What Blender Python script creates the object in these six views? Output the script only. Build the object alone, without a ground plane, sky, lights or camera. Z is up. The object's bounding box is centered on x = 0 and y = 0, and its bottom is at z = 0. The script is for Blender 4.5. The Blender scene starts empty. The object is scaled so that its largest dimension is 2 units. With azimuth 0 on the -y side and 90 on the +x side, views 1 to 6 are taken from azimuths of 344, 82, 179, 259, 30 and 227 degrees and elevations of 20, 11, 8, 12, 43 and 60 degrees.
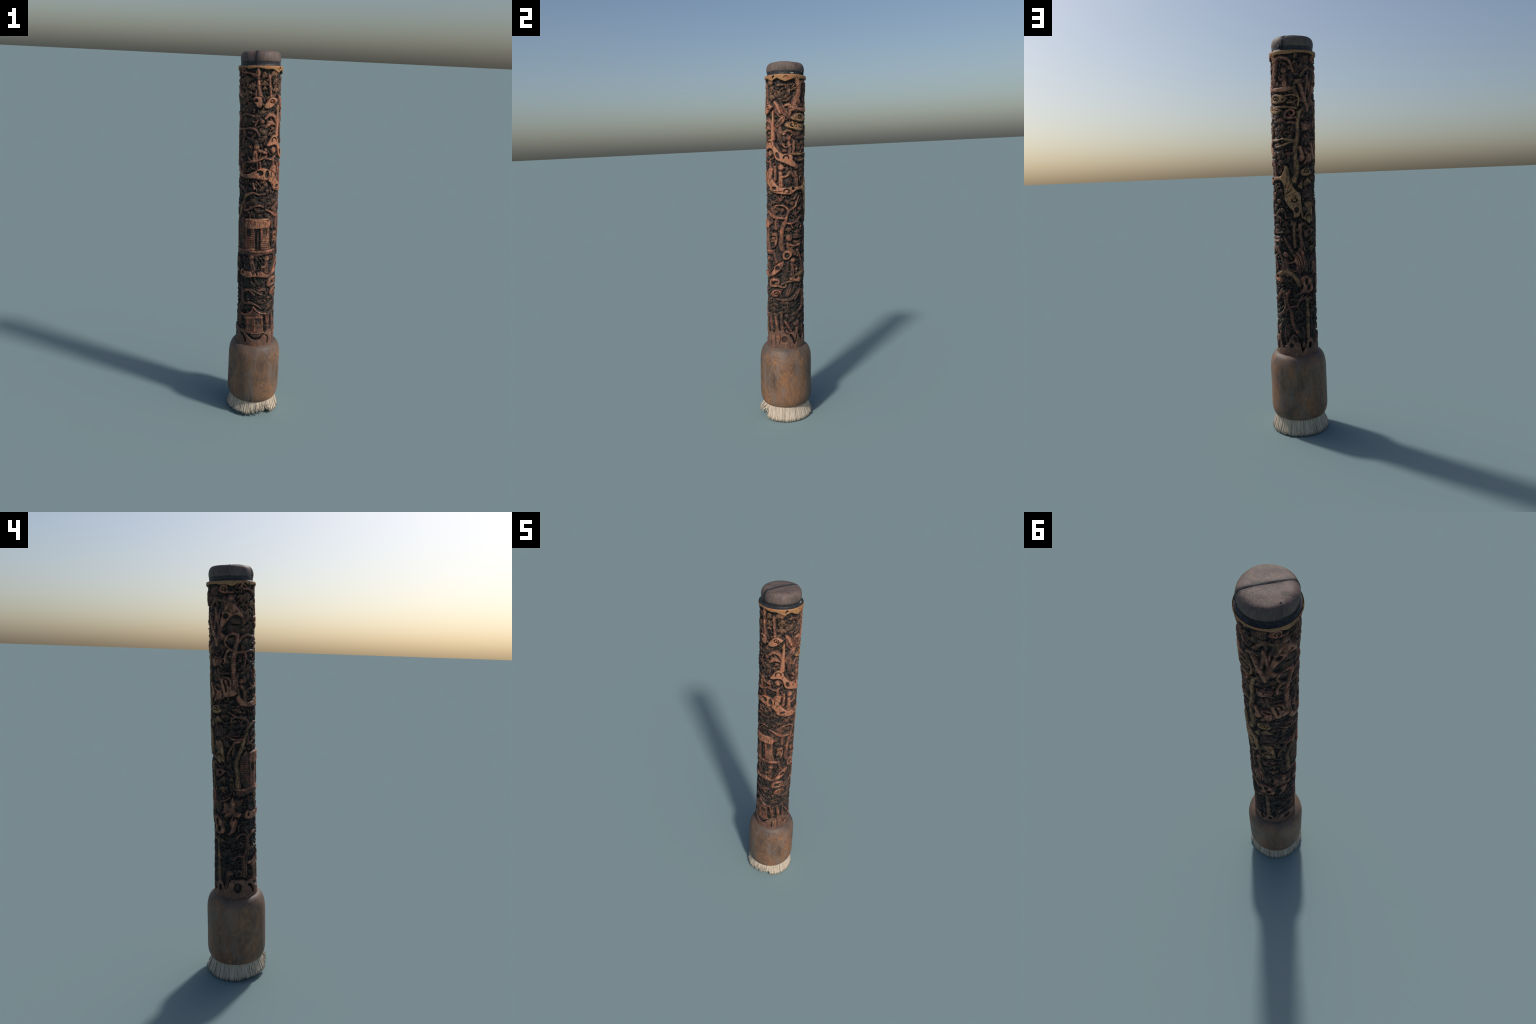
"""Antique carved brush: a bristle head, a plain turned wooden socket, a tall shaft
carved all round with boats, rocks, people, houses, pines and bamboo, and a domed cap.
Relief is described feature by feature; points are (azimuth in degrees, height in mm)
on the shaft, azimuth 0 facing -y and 90 facing +x."""
import bpy, math, random
import numpy as np

random.seed(7)
rng = np.random.default_rng(7)

# ------------------------------------------------------------------ leaning axis
def axis(z):
    t = z - 1.0
    return -0.0055 - 0.01074*t - 0.00697*t*t, 0.02434 + 0.04167*t + 0.00356*t*t

def axis_slope(z):
    t = z - 1.0
    return -0.01074 - 0.01394*t, 0.04167 + 0.00712*t

Z_SCALE = 1.0
def bend(x, y, z):
    """local upright coordinates -> the slightly leaning, bowed brush"""
    zc = np.clip(z, 0.06, 2.0)
    ax, ay = axis(zc); dx, dy = axis_slope(zc)
    k = np.clip(z/0.12, 0, 1)
    return x + ax, y + ay, z - k*(dx*x + dy*y)

# ------------------------------------------------------------------ scene helpers
def link(ob, parent):
    bpy.context.scene.collection.objects.link(ob)
    ob.parent = parent
    return ob

def mesh_object(name, verts, faces, mat, parent, smooth=True, normals=None):
    me = bpy.data.meshes.new(name)
    me.from_pydata(verts, [], faces)
    me.materials.append(mat)
    me.polygons.foreach_set("use_smooth", [smooth]*len(me.polygons))
    me.update()
    if normals is not None:
        me.normals_split_custom_set_from_vertices(normals)
    return link(bpy.data.objects.new(name, me), parent)

def quad_mesh_object(name, verts, quads, mat, parent, normals):
    me = bpy.data.meshes.new(name)
    n = len(quads)
    me.vertices.add(len(verts)); me.vertices.foreach_set("co", verts.astype(np.float32).ravel())
    me.loops.add(4*n); me.loops.foreach_set("vertex_index", quads.astype(np.int32).ravel())
    me.polygons.add(n); me.polygons.foreach_set("loop_start", np.arange(0, 4*n, 4, dtype=np.int32))
    me.materials.append(mat)
    me.polygons.foreach_set("use_smooth", np.ones(n, dtype=bool))
    me.update(calc_edges=True)
    me.normals_split_custom_set_from_vertices(normals.tolist())
    return link(bpy.data.objects.new(name, me), parent)

def turned(name, profile, mat, parent, seg=160, wobble=None, close=True, rise=None):
    """lathe a (radius, height) profile and lean it with the axis"""
    verts, faces = [], []
    for (r, z) in profile:
        for i in range(seg):
            a = 2*math.pi*i/seg
            rr = r + (wobble(a, z, r) if wobble else 0)
            x, y, w = bend(rr*math.sin(a), -rr*math.cos(a), z + (rise(rr*math.sin(a), -rr*math.cos(a)) if rise else 0))
            verts.append((float(x), float(y), float(w)))
    for j in range(len(profile) - 1):
        for i in range(seg):
            k = (i + 1) % seg
            faces.append((j*seg + i, j*seg + k, (j+1)*seg + k, (j+1)*seg + i))
    if close:
        faces.append(tuple(reversed(range(seg))))
        faces.append(tuple((len(profile)-1)*seg + i for i in range(seg)))
    return mesh_object(name, verts, faces, mat, parent)

def smooth_profile(pts, n=6):
    out = []
    P = [pts[0]] + list(pts) + [pts[-1]]
    for i in range(1, len(P) - 2):
        for k in range(n):
            t = k/n
            out.append(tuple(0.5*((2*P[i][c]) + (-P[i-1][c]+P[i+1][c])*t + (2*P[i-1][c]-5*P[i][c]+4*P[i+1][c]-P[i+2][c])*t*t
                       + (-P[i-1][c]+3*P[i][c]-3*P[i+1][c]+P[i+2][c])*t**3) for c in (0, 1)))
    out.append(pts[-1])
    return out

# ------------------------------------------------------------------ materials
class Nodes:
    def __init__(self, name, rough=0.5, spec=0.5):
        self.mat = bpy.data.materials.new(name); self.mat.use_nodes = True
        self.nt = self.mat.node_tree; self.bsdf = self.nt.nodes["Principled BSDF"]
        self.bsdf.inputs["Roughness"].default_value = rough
        self.bsdf.inputs["Specular IOR Level"].default_value = spec
        self.co = self.nt.nodes.new("ShaderNodeTexCoord").outputs["Object"]
    def n(self, kind, **sockets):
        node = self.nt.nodes.new(kind)
        for k, v in sockets.items():
            s = node.inputs[k.replace("_", " ")]
            if hasattr(v, "is_output"): self.nt.links.new(v, s)
            else: s.default_value = v
        return node
    def math(self, op, a, b=None, c=None, clamp=False):
        node = self.nt.nodes.new("ShaderNodeMath"); node.operation = op; node.use_clamp = clamp
        for i, v in enumerate((a, b, c)):
            if v is None: continue
            if hasattr(v, "is_output"): self.nt.links.new(v, node.inputs[i])
            else: node.inputs[i].default_value = v
        return node.outputs[0]
    def noise(self, scale=(1, 1, 1), size=10.0, detail=4.0, rough=0.55, distort=0.0, shift=(0, 0, 0)):
        mp = self.n("ShaderNodeMapping", Vector=self.co, Scale=scale, Location=shift)
        t = self.n("ShaderNodeTexNoise", Vector=mp.outputs[0], Scale=size, Detail=detail, Roughness=rough, Distortion=distort)
        return t.outputs["Fac"]
    def ramp(self, fac, stops, interp="LINEAR"):
        node = self.nt.nodes.new("ShaderNodeValToRGB"); self.nt.links.new(fac, node.inputs[0])
        cr = node.color_ramp; cr.interpolation = interp
        while len(cr.elements) < len(stops): cr.elements.new(0.5)
        for e, (p, c) in zip(cr.elements, stops):
            e.position = p; e.color = (*c, 1.0) if len(c) == 3 else c
        return node.outputs[0]
    def mix(self, fac, a, b, mode="MIX"):
        node = self.nt.nodes.new("ShaderNodeMix"); node.data_type = "RGBA"; node.blend_type = mode
        for i, v in ((0, fac), (6, a), (7, b)):
            if hasattr(v, "is_output"): self.nt.links.new(v, node.inputs[i])
            else: node.inputs[i].default_value = v if i == 0 else (*v, 1.0)
        return node.outputs[2]
    def bump(self, height, strength=0.3, dist=0.002):
        b = self.n("ShaderNodeBump", Height=height, Strength=strength, Distance=dist)
        self.nt.links.new(b.outputs[0], self.bsdf.inputs["Normal"])
    def color(self, c):
        self.nt.links.new(c, self.bsdf.inputs["Base Color"])
    def roughness(self, f):
        self.nt.links.new(f, self.bsdf.inputs["Roughness"])
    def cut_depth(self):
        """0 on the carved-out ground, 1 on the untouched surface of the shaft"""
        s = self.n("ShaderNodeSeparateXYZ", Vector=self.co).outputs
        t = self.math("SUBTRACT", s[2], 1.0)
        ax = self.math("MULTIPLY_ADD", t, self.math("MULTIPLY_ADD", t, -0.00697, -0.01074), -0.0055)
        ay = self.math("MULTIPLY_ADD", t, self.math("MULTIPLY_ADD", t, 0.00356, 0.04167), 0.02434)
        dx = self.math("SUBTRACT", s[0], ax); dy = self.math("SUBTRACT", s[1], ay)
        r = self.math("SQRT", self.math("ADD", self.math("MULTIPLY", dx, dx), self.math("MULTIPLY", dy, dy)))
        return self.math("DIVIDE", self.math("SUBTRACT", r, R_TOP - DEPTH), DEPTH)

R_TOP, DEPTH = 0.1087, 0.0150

def carved_wood(name, deep, low, high, pale_crest, stops=(0.30, 0.60, 0.86, 1.08), swing=0.95):
    """colour by cut depth: near-black in the cuts, through brown flanks, to paler orange crests"""
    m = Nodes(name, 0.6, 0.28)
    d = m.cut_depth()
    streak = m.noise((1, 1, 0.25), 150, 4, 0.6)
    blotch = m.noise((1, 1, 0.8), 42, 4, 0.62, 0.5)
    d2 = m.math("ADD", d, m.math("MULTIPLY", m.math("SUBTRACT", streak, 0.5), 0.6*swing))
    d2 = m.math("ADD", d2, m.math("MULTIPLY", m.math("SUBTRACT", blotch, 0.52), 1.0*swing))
    c = m.ramp(d2, list(zip(stops, (deep, low, high, pale_crest))))
    ember = m.noise((1, 1, 0.6), 60, 3, 0.6, 0.0, (3, 1, 2))
    c = m.mix(m.ramp(ember, [(0.55, (0, 0, 0)), (0.70, (1, 1, 1))]), c, m.mix(1.0, c, (1.22, 0.78, 0.58), "MULTIPLY"))
    straw = m.noise((1, 1, 0.5), 26, 3, 0.6, 0.2, (7, 4, 2))
    c = m.mix(m.ramp(straw, [(0.55, (0, 0, 0)), (0.72, (0.8, 0.8, 0.8))]), c, m.mix(1.0, c, (1.10, 1.22, 0.95), "MULTIPLY"))
    pores = m.noise((1, 1, 0.12), 420, 2, 0.5)
    c = m.mix(m.ramp(pores, [(0.32, (0.8, 0.8, 0.8)), (0.44, (0, 0, 0))]), c, m.mix(1.0, c, (0.45, 0.42, 0.40), "MULTIPLY"))
    m.color(c)
    m.roughness(m.ramp(blotch, [(0.3, (0.70,)*3), (0.7, (0.52,)*3)]))
    m.bump(m.math("ADD", streak, m.math("MULTIPLY", pores, 0.5)), 0.45, 0.0014)
    return m.mat

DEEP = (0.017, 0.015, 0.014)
RED = carved_wood("depth_toned_red_wood", DEEP, (0.060, 0.035, 0.027), (0.192, 0.080, 0.048), (0.385, 0.174, 0.102))
OCHRE = carved_wood("depth_toned_ochre_wood", DEEP, (0.062, 0.039, 0.025), (0.190, 0.102, 0.050), (0.37, 0.205, 0.100))
RIM = carved_wood("depth_toned_rim_wood", DEEP, (0.070, 0.042, 0.026), (0.185, 0.090, 0.045), (0.34, 0.175, 0.080), (0.66, 0.96, 1.22, 1.58), 1.3)
LEAF = carved_wood("depth_toned_foliage_wood", DEEP, (0.038, 0.027, 0.022), (0.120, 0.062, 0.038), (0.29, 0.155, 0.085), (0.28, 0.48, 0.68, 0.90), 0.6)
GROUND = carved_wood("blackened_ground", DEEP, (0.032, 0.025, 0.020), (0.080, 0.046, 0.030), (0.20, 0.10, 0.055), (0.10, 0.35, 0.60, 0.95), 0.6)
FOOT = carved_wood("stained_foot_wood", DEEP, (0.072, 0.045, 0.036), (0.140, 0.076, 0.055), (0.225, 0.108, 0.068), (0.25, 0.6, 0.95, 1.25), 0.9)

def socket_wood():
    m = Nodes("turned_figured_wood", 0.55, 0.35)
    warp = m.noise((1, 1, 0.35), 42, 5, 0.65)
    n0 = m.noise((1, 1, 0.17), 9.5, 2, 0.5, 0.25)
    n0 = m.math("ADD", n0, m.math("MULTIPLY", warp, 0.035))
    lines = m.math("SINE", m.math("MULTIPLY", n0, 230.0))
    fine = m.noise((1, 1, 0.12), 150, 5, 0.7)
    patch = m.noise((1, 1, 0.6), 10, 5, 0.62, 0.4, (5, 2, 1))
    base = m.ramp(patch, [(0.30, (0.080, 0.060, 0.050)), (0.43, (0.165, 0.098, 0.064)), (0.57, (0.245, 0.132, 0.077)), (0.72, (0.330, 0.145, 0.060))])
    g = m.math("MULTIPLY", m.math("ADD", m.math("MULTIPLY", lines, 0.5), 0.5), fine)
    c = m.mix(m.ramp(g, [(0.05, (0, 0, 0)), (0.65, (0.9, 0.9, 0.9))]), m.mix(1.0, base, (0.74, 0.74, 0.78), "MULTIPLY"), m.mix(1.0, base, (1.32, 1.24, 0.95), "MULTIPLY"))
    grey = m.noise((1, 1, 0.3), 24, 4, 0.6, 0.3, (1, 7, 3))
    c = m.mix(m.ramp(grey, [(0.46, (0, 0, 0)), (0.64, (0.65, 0.65, 0.65))]), c, (0.175, 0.132, 0.108))
    pits = m.noise((1, 1, 0.2), 300, 3, 0.6)
    c = m.mix(m.ramp(pits, [(0.28, (0.6, 0.6, 0.6)), (0.38, (0, 0, 0))]), c, m.mix(1.0, c, (0.5, 0.48, 0.48), "MULTIPLY"))
    # dark band with an uneven edge on the shoulder under the shaft
    z = m.n("ShaderNodeSeparateXYZ", Vector=m.co).outputs[2]
    shoulder_dark = m.math("ADD", z, m.math("MULTIPLY", m.math("SUBTRACT", m.noise((1, 1, 1), 16, 3), 0.5), 0.10))
    c = m.mix(m.ramp(shoulder_dark, [(0.375, (0, 0, 0)), (0.425, (0.6, 0.6, 0.6))]), c, (0.062, 0.054, 0.050))
    m.color(c)
    m.bump(m.math("ADD", m.math("ADD", fine, m.math("MULTIPLY", pits, 0.7)), m.math("MULTIPLY", lines, 0.10)), 0.35, 0.0014)
    return m.mat

def cap_wood():
    m = Nodes("handled_cap_wood", 0.62, 0.3)
    n1 = m.noise((1, 1, 0.6), 24, 5, 0.65, 0.5)
    n2 = m.noise((1, 1, 0.15), 150, 4, 0.65)
    c = m.ramp(n1, [(0.30, (0.055, 0.043, 0.040)), (0.48, (0.110, 0.080, 0.070)), (0.68, (0.165, 0.112, 0.092))])
    c = m.mix(m.ramp(n2, [(0.50, (0, 0, 0)), (0.74, (0.6, 0.6, 0.6))]), c, (0.22, 0.18, 0.16))
    rust = m.noise((1, 1, 0.7), 30, 3, 0.6, 0.3, (4, 4, 1))
    c = m.mix(m.ramp(rust, [(0.58, (0, 0, 0)), (0.74, (0.5, 0.5, 0.5))]), c, (0.17, 0.075, 0.045))
    # tar rubbed off the tie: a broad soft streak straight across the cap
    s = m.n("ShaderNodeSeparateXYZ", Vector=m.co).outputs
    a = math.radians(61.5)                     # streak runs square to this bearing
    off = m.math("ADD", m.math("MULTIPLY", m.math("ADD", s[0], 0.0225), math.sin(a)), m.math("MULTIPLY", m.math("SUBTRACT", s[1], 0.067), -math.cos(a)))
    off = m.math("ABSOLUTE", m.math("ADD", m.math("SUBTRACT", off, 0.002), m.math("MULTIPLY", m.math("SUBTRACT", m.noise((1, 1, 1), 38, 4, 0.65), 0.5), 0.035)))
    c = m.mix(m.ramp(off, [(0.005, (0.85, 0.85, 0.85)), (0.013, (0, 0, 0))]), c, (0.040, 0.036, 0.038))
    m.color(c)
    m.bump(m.math("ADD", n1, m.math("MULTIPLY", n2, 0.4)), 0.5, 0.003)
    return m.mat

def dark_lacquer():
    m = Nodes("blue_black_lacquer", 0.5, 0.4)
    n1 = m.noise((1, 1, 1.6), 60, 4, 0.65)
    c = m.ramp(n1, [(0.40, (0.013, 0.014, 0.018)), (0.62, (0.034, 0.033, 0.036)), (0.78, (0.085, 0.080, 0.078))])
    m.color(c); m.bump(n1, 0.4, 0.002)
    return m.mat

def tie_leather():
    m = Nodes("black_leather", 0.85, 0.12)
    n1 = m.noise((1, 1, 1), 90, 4, 0.65)
    m.color(m.ramp(n1, [(0.35, (0.014, 0.015, 0.020)), (0.65, (0.040, 0.040, 0.046))])); m.bump(n1, 0.5, 0.002)
    return m.mat

def chalk():
    m = Nodes("chalky_chip", 0.8, 0.2)
    m.color(m.ramp(m.noise((1, 1, 1), 120, 3), [(0.4, (0.14, 0.13, 0.12)), (0.65, (0.40, 0.37, 0.29))]))
    return m.mat

def bristle_fibre():
    m = Nodes("pale_bristle", 0.75, 0.25)
    n1 = m.noise((1, 1, 0.06), 170, 4, 0.65)
    n2 = m.noise((1, 1, 0.5), 30, 3, 0.5)
    c = m.ramp(n1, [(0.25, (0.24, 0.185, 0.125)), (0.42, (0.50, 0.42, 0.325)), (0.62, (0.64, 0.56, 0.46))])
    c = m.mix(m.math("MULTIPLY", n2, 0.35), c, (0.46, 0.36, 0.24))
    m.color(c); m.bump(n1, 0.5, 0.002)
    return m.mat

SOCKET, CAP, LACQUER, LEATHER, BRISTLE = socket_wood(), cap_wood(), dark_lacquer(), tie_leather(), bristle_fibre()
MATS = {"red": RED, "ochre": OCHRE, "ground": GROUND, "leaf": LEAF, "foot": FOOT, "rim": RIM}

# ------------------------------------------------------------------ the relief field
RAD = 107.5                       # mm, turns degrees into arc length
MMD = math.pi/180*RAD
NA = 660
Z0, Z1, DZ = 424.0, 1926.0, 1.05
ZROW = np.arange(Z0, Z1 + 0.1, DZ)
AROW = np.arange(NA)*360.0/NA
H = np.zeros((len(ZROW), NA))     # 0 ground .. 1 full surface
L = np.zeros((len(ZROW), NA), dtype=np.int32)
PIECES = [("shaft_ground", "ground")]
WALL = 3.2                        # mm, run of the carved side walls

def piece(kind, mat, same=False):
    if not same:
        PIECES.append((kind, mat))
    return len(PIECES) - 1

def window(pts, pad):
    a = [p[0] for p in pts]; z = [p[1] for p in pts]
    a0 = min(a) - pad/MMD; a1 = max(a) + pad/MMD
    i0 = int(math.floor(a0/360*NA)); i1 = int(math.ceil(a1/360*NA)) + 1
    j0 = max(0, int((min(z) - pad - Z0)/DZ)); j1 = min(len(ZROW), int((max(z) + pad - Z0)/DZ) + 2)
    if j1 <= j0: return None
    cols = np.arange(i0, i1)
    S, Zm = np.meshgrid(cols*360.0/NA*MMD, ZROW[j0:j1])
    return slice(j0, j1), cols % NA, S, Zm

def curve(pts, n=7):
    """Catmull-Rom through the control points, in mm on the unrolled shaft"""
    P = np.array([(p[0]*MMD, p[1]) for p in pts], float)
    if len(P) == 2: return np.linspace(P[0], P[1], 6)
    Q = np.vstack([2*P[0]-P[1], P, 2*P[-1]-P[-2]])
    out = []
    for i in range(1, len(Q)-2):
        for t in np.arange(n)/n:
            out.append(0.5*(2*Q[i] + (Q[i+1]-Q[i-1])*t + (2*Q[i-1]-5*Q[i]+4*Q[i+1]-Q[i+2])*t*t + (3*Q[i]-Q[i-1]-3*Q[i+1]+Q[i+2])*t**3))
    out.append(P[-1])
    return np.array(out)

def along(C, S, Zm):
    """distance to curve, fraction of length, side (signed distance)"""
    best = np.full(S.shape, 1e9); frac = np.zeros(S.shape); side = np.zeros(S.shape)
    seg = np.linalg.norm(np.diff(C, axis=0), axis=1); cum = np.concatenate([[0], np.cumsum(seg)]); tot = max(cum[-1], 1e-6)
    for k in range(len(C)-1):
        d = C[k+1]-C[k]; l2 = d@d + 1e-9
        px = S-C[k][0]; pz = Zm-C[k][1]
        t = np.clip((px*d[0]+pz*d[1])/l2, 0, 1)
        ex = px-t*d[0]; ez = pz-t*d[1]; dd = np.hypot(ex, ez)
        m = dd < best
        best = np.where(m, dd, best); frac = np.where(m, (cum[k]+t*seg[k])/tot, frac)
        side = np.where(m, np.sign(d[0]*ez-d[1]*ex)*dd, side)
    return best, frac, side, tot

def raise_to(win, h, idx):
    rows, cols = win[0], win[1]
    cur = H[rows][:, cols]; lab = L[rows][:, cols]
    m = h > cur
    cur = np.where(m, h, cur); lab = np.where(m & (h > 0.12), idx, lab)
    H[rows, cols] = cur; L[rows, cols] = lab

def lower_by(win, amount):
    rows, cols = win[0], win[1]
    H[rows, cols] = np.maximum(H[rows][:, cols] - amount, -0.25)

def profile(d, w, top, crown):
    """rounded top out to half width w, then a carved wall down to the ground"""
    u = np.clip(d/np.maximum(w, 0.1), 0, 1)
    inner = top - crown*u**2.2
    return np.where(d <= w, inner, (top-crown)*np.clip(1-(d-w)/WALL, 0, 1))

def stroke(kind, pts, w, top, mat="red", groove=0, bark=0, lines=0, same=0, idx=None):
    w0, w1 = w if isinstance(w, tuple) else (w, w)
    win = window(pts, max(w0, w1) + 6)
    if win is None: return
    d, f, side, tot = along(curve(pts), win[2], win[3])
    hw = np.maximum((w0 + (w1-w0)*f)/2*1.42 - 0.3, 1.8)
    if kind in ("frond", "leaf_blade"):                # broad, pointed blades
        hw = np.maximum(hw*1.45*np.sin(np.pi*np.clip(0.16+0.82*f, 0, 1))**0.8, 0.8)
    h = profile(d, hw, top, min(0.46, 0.14+0.035*max(w0, w1)))
    inside = d < hw
    if groove: h = h - np.where(inside, groove*np.exp(-(d/(0.30*hw))**2), 0)
    if lines:  h = h - np.where(inside, 0.10*(0.5+0.5*np.cos(side/hw*math.pi*lines)), 0)
    if bark:
        t = f*tot
        t2 = t + 1.8*np.sin(side*0.5) + 1.2*np.sin(side*0.23+t*0.11)
        row = np.floor(t2/11.5); v = side/9.0+0.5*(row % 2)+0.22*np.sin(row*2.3)
        dist = np.hypot(t2/11.5-row-0.5, (v-np.floor(v)-0.5)*0.95)
        h = h - np.where(inside, (0.15+0.05*np.sin(row*1.7+side*0.3))*np.clip((dist-0.30)/0.20, 0, 1)-0.03, 0)
    raise_to(win, h, piece(kind, mat, same) if idx is None else idx)

def polygon_distance(C, S, Zm):
    """signed distance to a closed outline, positive inside"""
    best = np.full(S.shape, 1e9); inside = np.zeros(S.shape, bool)
    n = len(C)
    for k in range(n):
        a, b = C[k], C[(k+1) % n]
        d = b-a; l2 = d@d+1e-9
        t = np.clip(((S-a[0])*d[0]+(Zm-a[1])*d[1])/l2, 0, 1)
        best = np.minimum(best, np.hypot(S-a[0]-t*d[0], Zm-a[1]-t*d[1]))
        cond = ((a[1] > Zm) != (b[1] > Zm)) & (S < (b[0]-a[0])*(Zm-a[1])/((b[1]-a[1]) if abs(b[1]-a[1]) > 1e-9 else 1e-9)+a[0])
        inside ^= cond
    return np.where(inside, best, -best)

def plate(kind, pts, top, mat="red", crown=0.42, cut=0, same=0, sharp=0):
    win = window(pts, 6)
    if win is None: return
    C = np.array([(p[0]*MMD, p[1]) for p in pts], float)
    if len(C) > 5 and not cut:                       # soften the outline
        for _ in range(2):
            nx = np.roll(C, -1, axis=0)
            C = np.stack([0.75*C+0.25*nx, 0.25*C+0.75*nx], axis=1).reshape(-1, 2)
    sd = polygon_distance(C, win[2], win[3])
    idx = piece(kind, mat, same)
    if cut:
        rows, cols = win[0], win[1]
        cur = H[rows][:, cols]; lab = L[rows][:, cols]
        goal = np.where(sd > 0, top + (1-np.clip(sd/1.2, 0, 1))*0.3, 9)
        m = goal < cur
        H[rows, cols] = np.where(m, goal, cur); L[rows, cols] = np.where(m, idx, lab)
        return
    e = sd + 1.3
    t = np.clip(e/7.5, 0, 1)
    h = np.where(e > 0, top - crown*(1-t)**2.2, (top-crown)*np.clip(1+e/WALL, 0, 1))
    raise_to(win, h, idx)

def ellipse_coords(c, rx, rz, win, rot=0.0):
    x = win[2]-c[0]*MMD; z = win[3]-c[1]
    ca, sa = math.cos(math.radians(rot)), math.sin(math.radians(rot))
    return (x*ca-z*sa)/max(rx, 0.6), (x*sa+z*ca)/max(rz, 0.6)

def hole(c, rx, rz, rot, depth):
    win = window([c], max(rx, rz)+3)
    if win is None: return
    u, v = ellipse_coords(c, rx, rz, win, rot)
    q = np.hypot(u, v); e = 1.6/max(min(rx, rz), 0.6)
    lower_by(win, depth*np.clip((1+0.4*e-q)/e, 0, 1))

def bump(kind, c, rx, rz, top, mat="red", ribs=0, petals=0, same=0, idx=None):
    win = window([c], max(rx, rz)+4)
    if win is None: return
    rx, rz = rx+0.8, rz+0.8
    u, v = ellipse_coords(c, rx, rz, win)
    q = np.hypot(u, v); r = min(rx, rz)
    h = np.where(q < 1, top-0.36*q**2.2, (top-0.36)*np.clip(1-(q-1)*r/WALL, 0, 1))
    if ribs:   h = h - np.where(q < 1, 0.07*(0.5+0.5*np.cos(u*9)), 0)
    if petals:
        th = np.arctan2(v, u)
        h = h - np.where(q < 1.0, 0.14*(0.5+0.5*np.cos(th*6+c[0]))*np.clip(q*1.6, 0, 1), 0)
    raise_to(win, h, piece(kind, mat, same) if idx is None else idx)

def groove(pts, w, depth):
    win = window(pts, w+2)
    if win is None: return
    d, f, _, _ = along(curve(pts), win[2], win[3])
    lower_by(win, depth*np.clip(1.3-(d/(w/2+0.35))**2, 0, 1))

def spiral(c, rx, rz, turn, depth):
    """a cloud's curl: a spiral cut winding in to an eye"""
    pts = []
    for k in range(15):
        t = k/14; a = math.radians(-60+turn*470*t); r = 1.0-0.74*t
        pts.append((c[0]+rx*r*math.cos(a)/MMD, c[1]+rz*r*math.sin(a)))
    groove(pts, max(1.8, 0.32*min(rx, rz)), depth*1.15)

def needle_fan(c, r, direction, top, mat="leaf", idx=None):
    """a clump of pine needles: a half disc with radiating ridges"""
    r = r*1.25; mat = "leaf"
    win = window([c], r+4)
    if win is None: return
    x = win[2]-c[0]*MMD; z = win[3]-c[1]
    a = math.radians(direction)
    al = x*math.cos(a)+z*math.sin(a); ac = -x*math.sin(a)+z*math.cos(a)
    q = np.hypot(al, ac)/r; th = np.arctan2(ac, al)
    edge = np.clip((1.9-np.abs(th))/0.35, 0, 1)
    n = 15 if r > 13 else 12
    h = (top-0.20*q**2)*np.clip((1.0-q)*r/2.2+0.5, 0, 1)*edge
    h = h - np.where(q > 0.22, 0.30*(0.5-0.5*np.cos(th*n+c[1]))*np.clip(q, 0, 1), 0)
    raise_to(win, h, piece("pine_needle_clump", mat) if idx is None else idx)

def leaflet(c, tip, w, top, win, fat=1.0):
    C = np.array([[c[0]*MMD, c[1]], [tip[0]*MMD, tip[1]]])
    d, f, side, tot = along(np.linspace(C[0], C[1], 2), win[2], win[3])
    hw = (w/2)*np.sin(np.pi*np.clip(0.10+0.86*f, 0, 1))**0.7*fat
    hw = np.maximum(hw, 0.5)
    h = profile(d, hw, top, 0.22)
    return h - np.where(d < hw, 0.30*np.exp(-(d/0.9)**2)*(f > 0.12), 0)

def leaf_spray(c, tips, w, top, mat="leaf", idx=None):
    """slender bamboo leaves spraying from one node"""
    w = w*1.25
    win = window([c]+list(tips), w+4)
    if win is None: return
    i = piece("bamboo_leaf_spray", mat) if idx is None else idx
    for k, t in enumerate(tips):
        raise_to(win, leaflet(c, t, w, top-0.05*(k % 2), win), i)

def lobed_leaf(c, r, direction, top, mat="red"):
    """a three-fingered tree leaf with slit lobes"""
    r = r*1.2
    win = window([c], r+5)
    if win is None: return
    i = piece("tree_leaf", mat)
    for k, off in enumerate((-58, 0, 58)):
        a = math.radians(direction+off); rr = r*(1.0 if off == 0 else 0.86)
        tip = (c[0]+rr*math.cos(a)/MMD, c[1]+rr*math.sin(a))
        raise_to(win, leaflet(c, tip, r*0.66, top-0.04*abs(off)/58, win, 1.0), i)

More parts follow.
